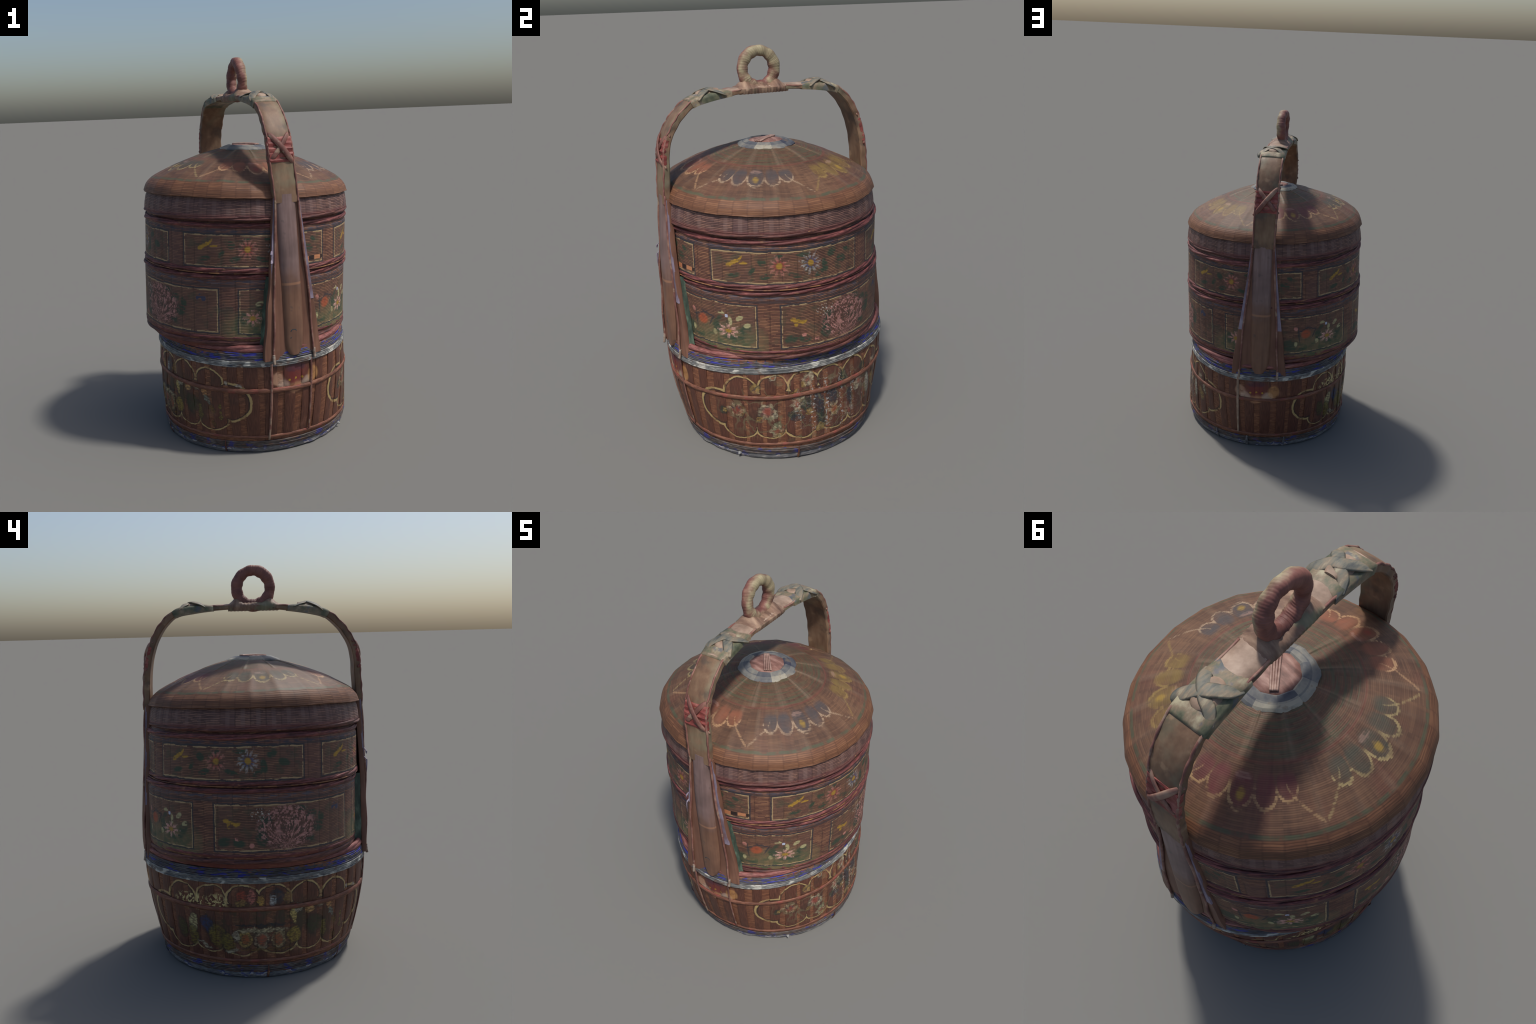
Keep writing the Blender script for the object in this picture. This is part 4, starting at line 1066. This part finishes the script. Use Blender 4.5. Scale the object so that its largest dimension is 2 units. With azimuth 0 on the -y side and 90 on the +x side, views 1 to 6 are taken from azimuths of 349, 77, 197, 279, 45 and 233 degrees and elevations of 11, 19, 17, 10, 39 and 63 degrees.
    for f in np.linspace(-1, 1, 19):                       # sleeve of wound cane
        j = idx_of(y=yk + f * .105, front=front); yy, z, xc, w, t = SP[j]; n = SN[j]
        h = .004 + .010 * (1 - abs(f) ** 3); w2 = w + .003
        rings.append([(xc + a * w2, yy + n[0] * b, z + n[1] * b) for a, b in ((-1, -t - .002), (0, -t - .003), (1, -t - .002), (1.02, -.3 * t), (.97, h * .5), (.5, h), (0, h * 1.15), (-.5, h), (-.97, h * .5), (-1.02, -.3 * t))])
    V, F = loft(rings)
    add_local('knot_sleeve', V, F, M_KNOTG, hd, sharp=80)
    rings = []
    for f in np.linspace(-1, 1, 13):                       # flat pad tied on top
        hw = .92 * math.sqrt(max(1 - f * f, 0.004)); 
        p = [top(yk + f * .058, a * hw * .78, .010 + .016 * math.sqrt(max(1 - abs(a) ** 3, 0)) * (1 - f ** 4) ** .5) for a in np.linspace(-1, 1, 9)]
        q = [top(yk + f * .058, a * hw * .78, .004) for a in np.linspace(.9, -.9, 5)]
        rings.append(p + q)
    V, F = loft(rings)
    add_local('knot_pad', V, F, M_PAD, hd, sharp=40)
    parts = [tube([top(yk - .075 , -1.0, -.004), top(yk - .04, -.75, .016), top(yk, -.1, .029), top(yk + .02, .45, .022), top(yk + .055, 1.02, .002), top(yk + .07, 1.03, -.02)], [.012, .022, .025, .024, .024, .016], 8, flat=.20, up=(0, 0, 1)),
             tube([top(yk + .075, -1.0, -.004), top(yk + .045, -.6, .016), top(yk + .012, -.05, .026), top(yk - .03, .6, .020), top(yk - .075, 1.0, -.006)], [.012, .020, .021, .023, .016], 8, flat=.20, up=(0, 0, 1))]
    V, F = join(parts)
    add_local('knot_band', V, F, M_KNOTB, hd)
M_PALECUFF = mat_simple('pale_cane_cuff', [(0.3, C(112, 90, 78)), (0.5, C(140, 122, 108)), (0.7, C(166, 156, 144))], 60.0)
leg(True); leg(False)

# laths that carry the ribs on down the tub
def lath(xp, s, z0, z1, w, mat):
    path = []
    for z in np.linspace(z0, z1, 7):
        t = np.linspace(0, TAU, 2001)
        R = r_tub(t, z + 0 * t) + .006
        px = R * np.cos(t) + TUB_M.translation.x; py = R * np.sin(t) + TUB_M.translation.y
        hx = px * math.cos(HANDLE_A) + py * math.sin(HANDLE_A); hy = -px * math.sin(HANDLE_A) + py * math.cos(HANDLE_A)
        i = int(np.argmin(np.abs(hx - xp) + 10 * (hy * s < 0)))
        path.append((xp, hy[i], z))
    V, F = tube(path, [w, w, w * .8], 6, flat=.6, up=(0, s, 0), n=30)
    add_local('tub_lath', V, F, mat, hd)
lath(-.098, -1, .50, .075, .0075, M_RAIL); lath(.118, -1, .50, .10, .0065, M_RAIL)
lath(.118, 1, .50, .095, .0075, M_PAD)

# short split rib end at the front leg and torn flake
V, F = tube([(-.082, -.570, .76), (-.078, -.578, .745), (-.080, -.577, .70), (-.084, -.570, .62)], [.003, .006, .006, .004], 6)
add_local('split_rib', V, F, M_HOOP, hd)
V, F = tube([(-.078, -.578, 1.06), (-.084, -.588, 1.045), (-.086, -.590, 1.03)], [.004, .007, .002], 6, flat=.4)
add_local('torn_flake', V, F, M_CREST, hd)
V, F = tube([(-.080, -.578, 1.015), (-.085, -.590, 1.00), (-.087, -.591, .965), (-.088, -.591, .93)], [.004, .006, .004, .0008], 6, flat=.4)
add_local('torn_flake', V, F, M_CREST, hd)

# inked figure two, brushed on the front tongue
def tongue_y(z): return -float(np.interp(z, [.50, .53, .75, 1.0], [.584, .590, .597, .598])) - .0005
two = [(-.020, .655), (-.012, .664), (.002, .664), (.008, .655), (.000, .642), (-.012, .630), (-.020, .622), (-.006, .626), (.008, .628), (.022, .627)]
path = [(.022 + x, tongue_y(z) + .9 * (x * x) * 2.2, z) for x, z in two]
V, F = tube(path, [.0032, .004, .0042, .004, .0035, .003], 6, flat=.35, up=(0, 1, 0), n=60)
add_local('figure_two', V, F, M_INK, hd)

# carrying ring on top: a thick wound loop standing a little askew of the strap
YAW = math.radians(-1)
def yaw(p):
    p = np.asarray(p, float); c, sn = math.cos(YAW), math.sin(YAW)
    x, y = p[..., 0], p[..., 1] + .024
    return np.stack([x * c - y * sn, x * sn + y * c - .024, p[..., 2]], -1)
nt = 170; nsn = 18
rings = []
for k in range(nt + 1):
    a = math.radians(-90) + TAU * k / nt
    foot = max(0.0, -math.sin(a))
    yc = -.024 + .0862 * math.cos(a); zc = 1.883 + .0890 * math.sin(a)
    rad = .0272 + .0018 * math.sin(a * 3 + 1) + .0003 * math.sin(k * 1.55) + .0013 * math.sin(k * .41) + .003 * foot
    c = np.array([-.016 + .003 * math.sin(a * 2), yc, zc]); e1 = np.array([0, math.cos(a), math.sin(a)]); e2 = np.array([1.0, 0, 0])
    q = np.arange(nsn) / nsn * TAU
    sq = 1.0 / np.maximum(np.abs(np.cos(q)), np.abs(np.sin(q))) ** .25      # slightly squared section
    rings.append(c + (rad * sq)[:, None] * (np.where(np.cos(q) < 0, 1.10, .92)[:, None] * np.cos(q)[:, None] * e1 + np.sin(q)[:, None] * e2 * .94))
V, F = loft(rings)
add_local('carrying_ring', yaw(V), F, M_RING, hd)
M_WRAP = mat_simple('worn_red_brown_cloth', [(0.3, C(88, 66, 56)), (0.5, C(124, 98, 82)), (0.70, C(160, 134, 112))], 12.0, vecscale=(0.8, 2.2, 0.8),
                    spots=[(C(112, 116, 92), 9.0, 0.54, 0.64, 0.7), (C(126, 60, 54), 13.0, 0.60, 0.68, 0.6)])
# saddle of wound cane holding the ring to the strap, flaring into both feet
rings = []
for k, y in enumerate(np.linspace(-.150, .106, 58)):
    f = (y + .022) / .128
    h = .0035 + .034 * math.exp(-((abs(f) - .66) / .22) ** 2) + .012 * max(0.0, 1 - (f / .6) ** 2)
    w = .0645 - .006 * abs(f) ** 6 + .0012 * math.sin(k * 1.7)
    rdg = .0007 * math.sin(k * 1.55)
    zt = 1.799 + rdg
    xs = -.0065
    rings.append([(xs + q[0], q[1], q[2]) for q in [(w, y, 1.786), (w * 1.01, y, 1.797), (w * .66, y, zt + h * .35), (w * .30, y, zt + h * .80), (-.010, y, zt + h), (-w * .55, y, zt + h * .80), (-w * .82, y, zt + h * .35), (-w * 1.01, y, 1.797), (-w, y, 1.786), (-w * .9, y, 1.7715 - rdg), (0, y, 1.771 - rdg), (w * .9, y, 1.7715 - rdg)]])
V, F = loft(rings)
add_local('ring_saddle', V, F, M_WRAP, hd, sharp=60)
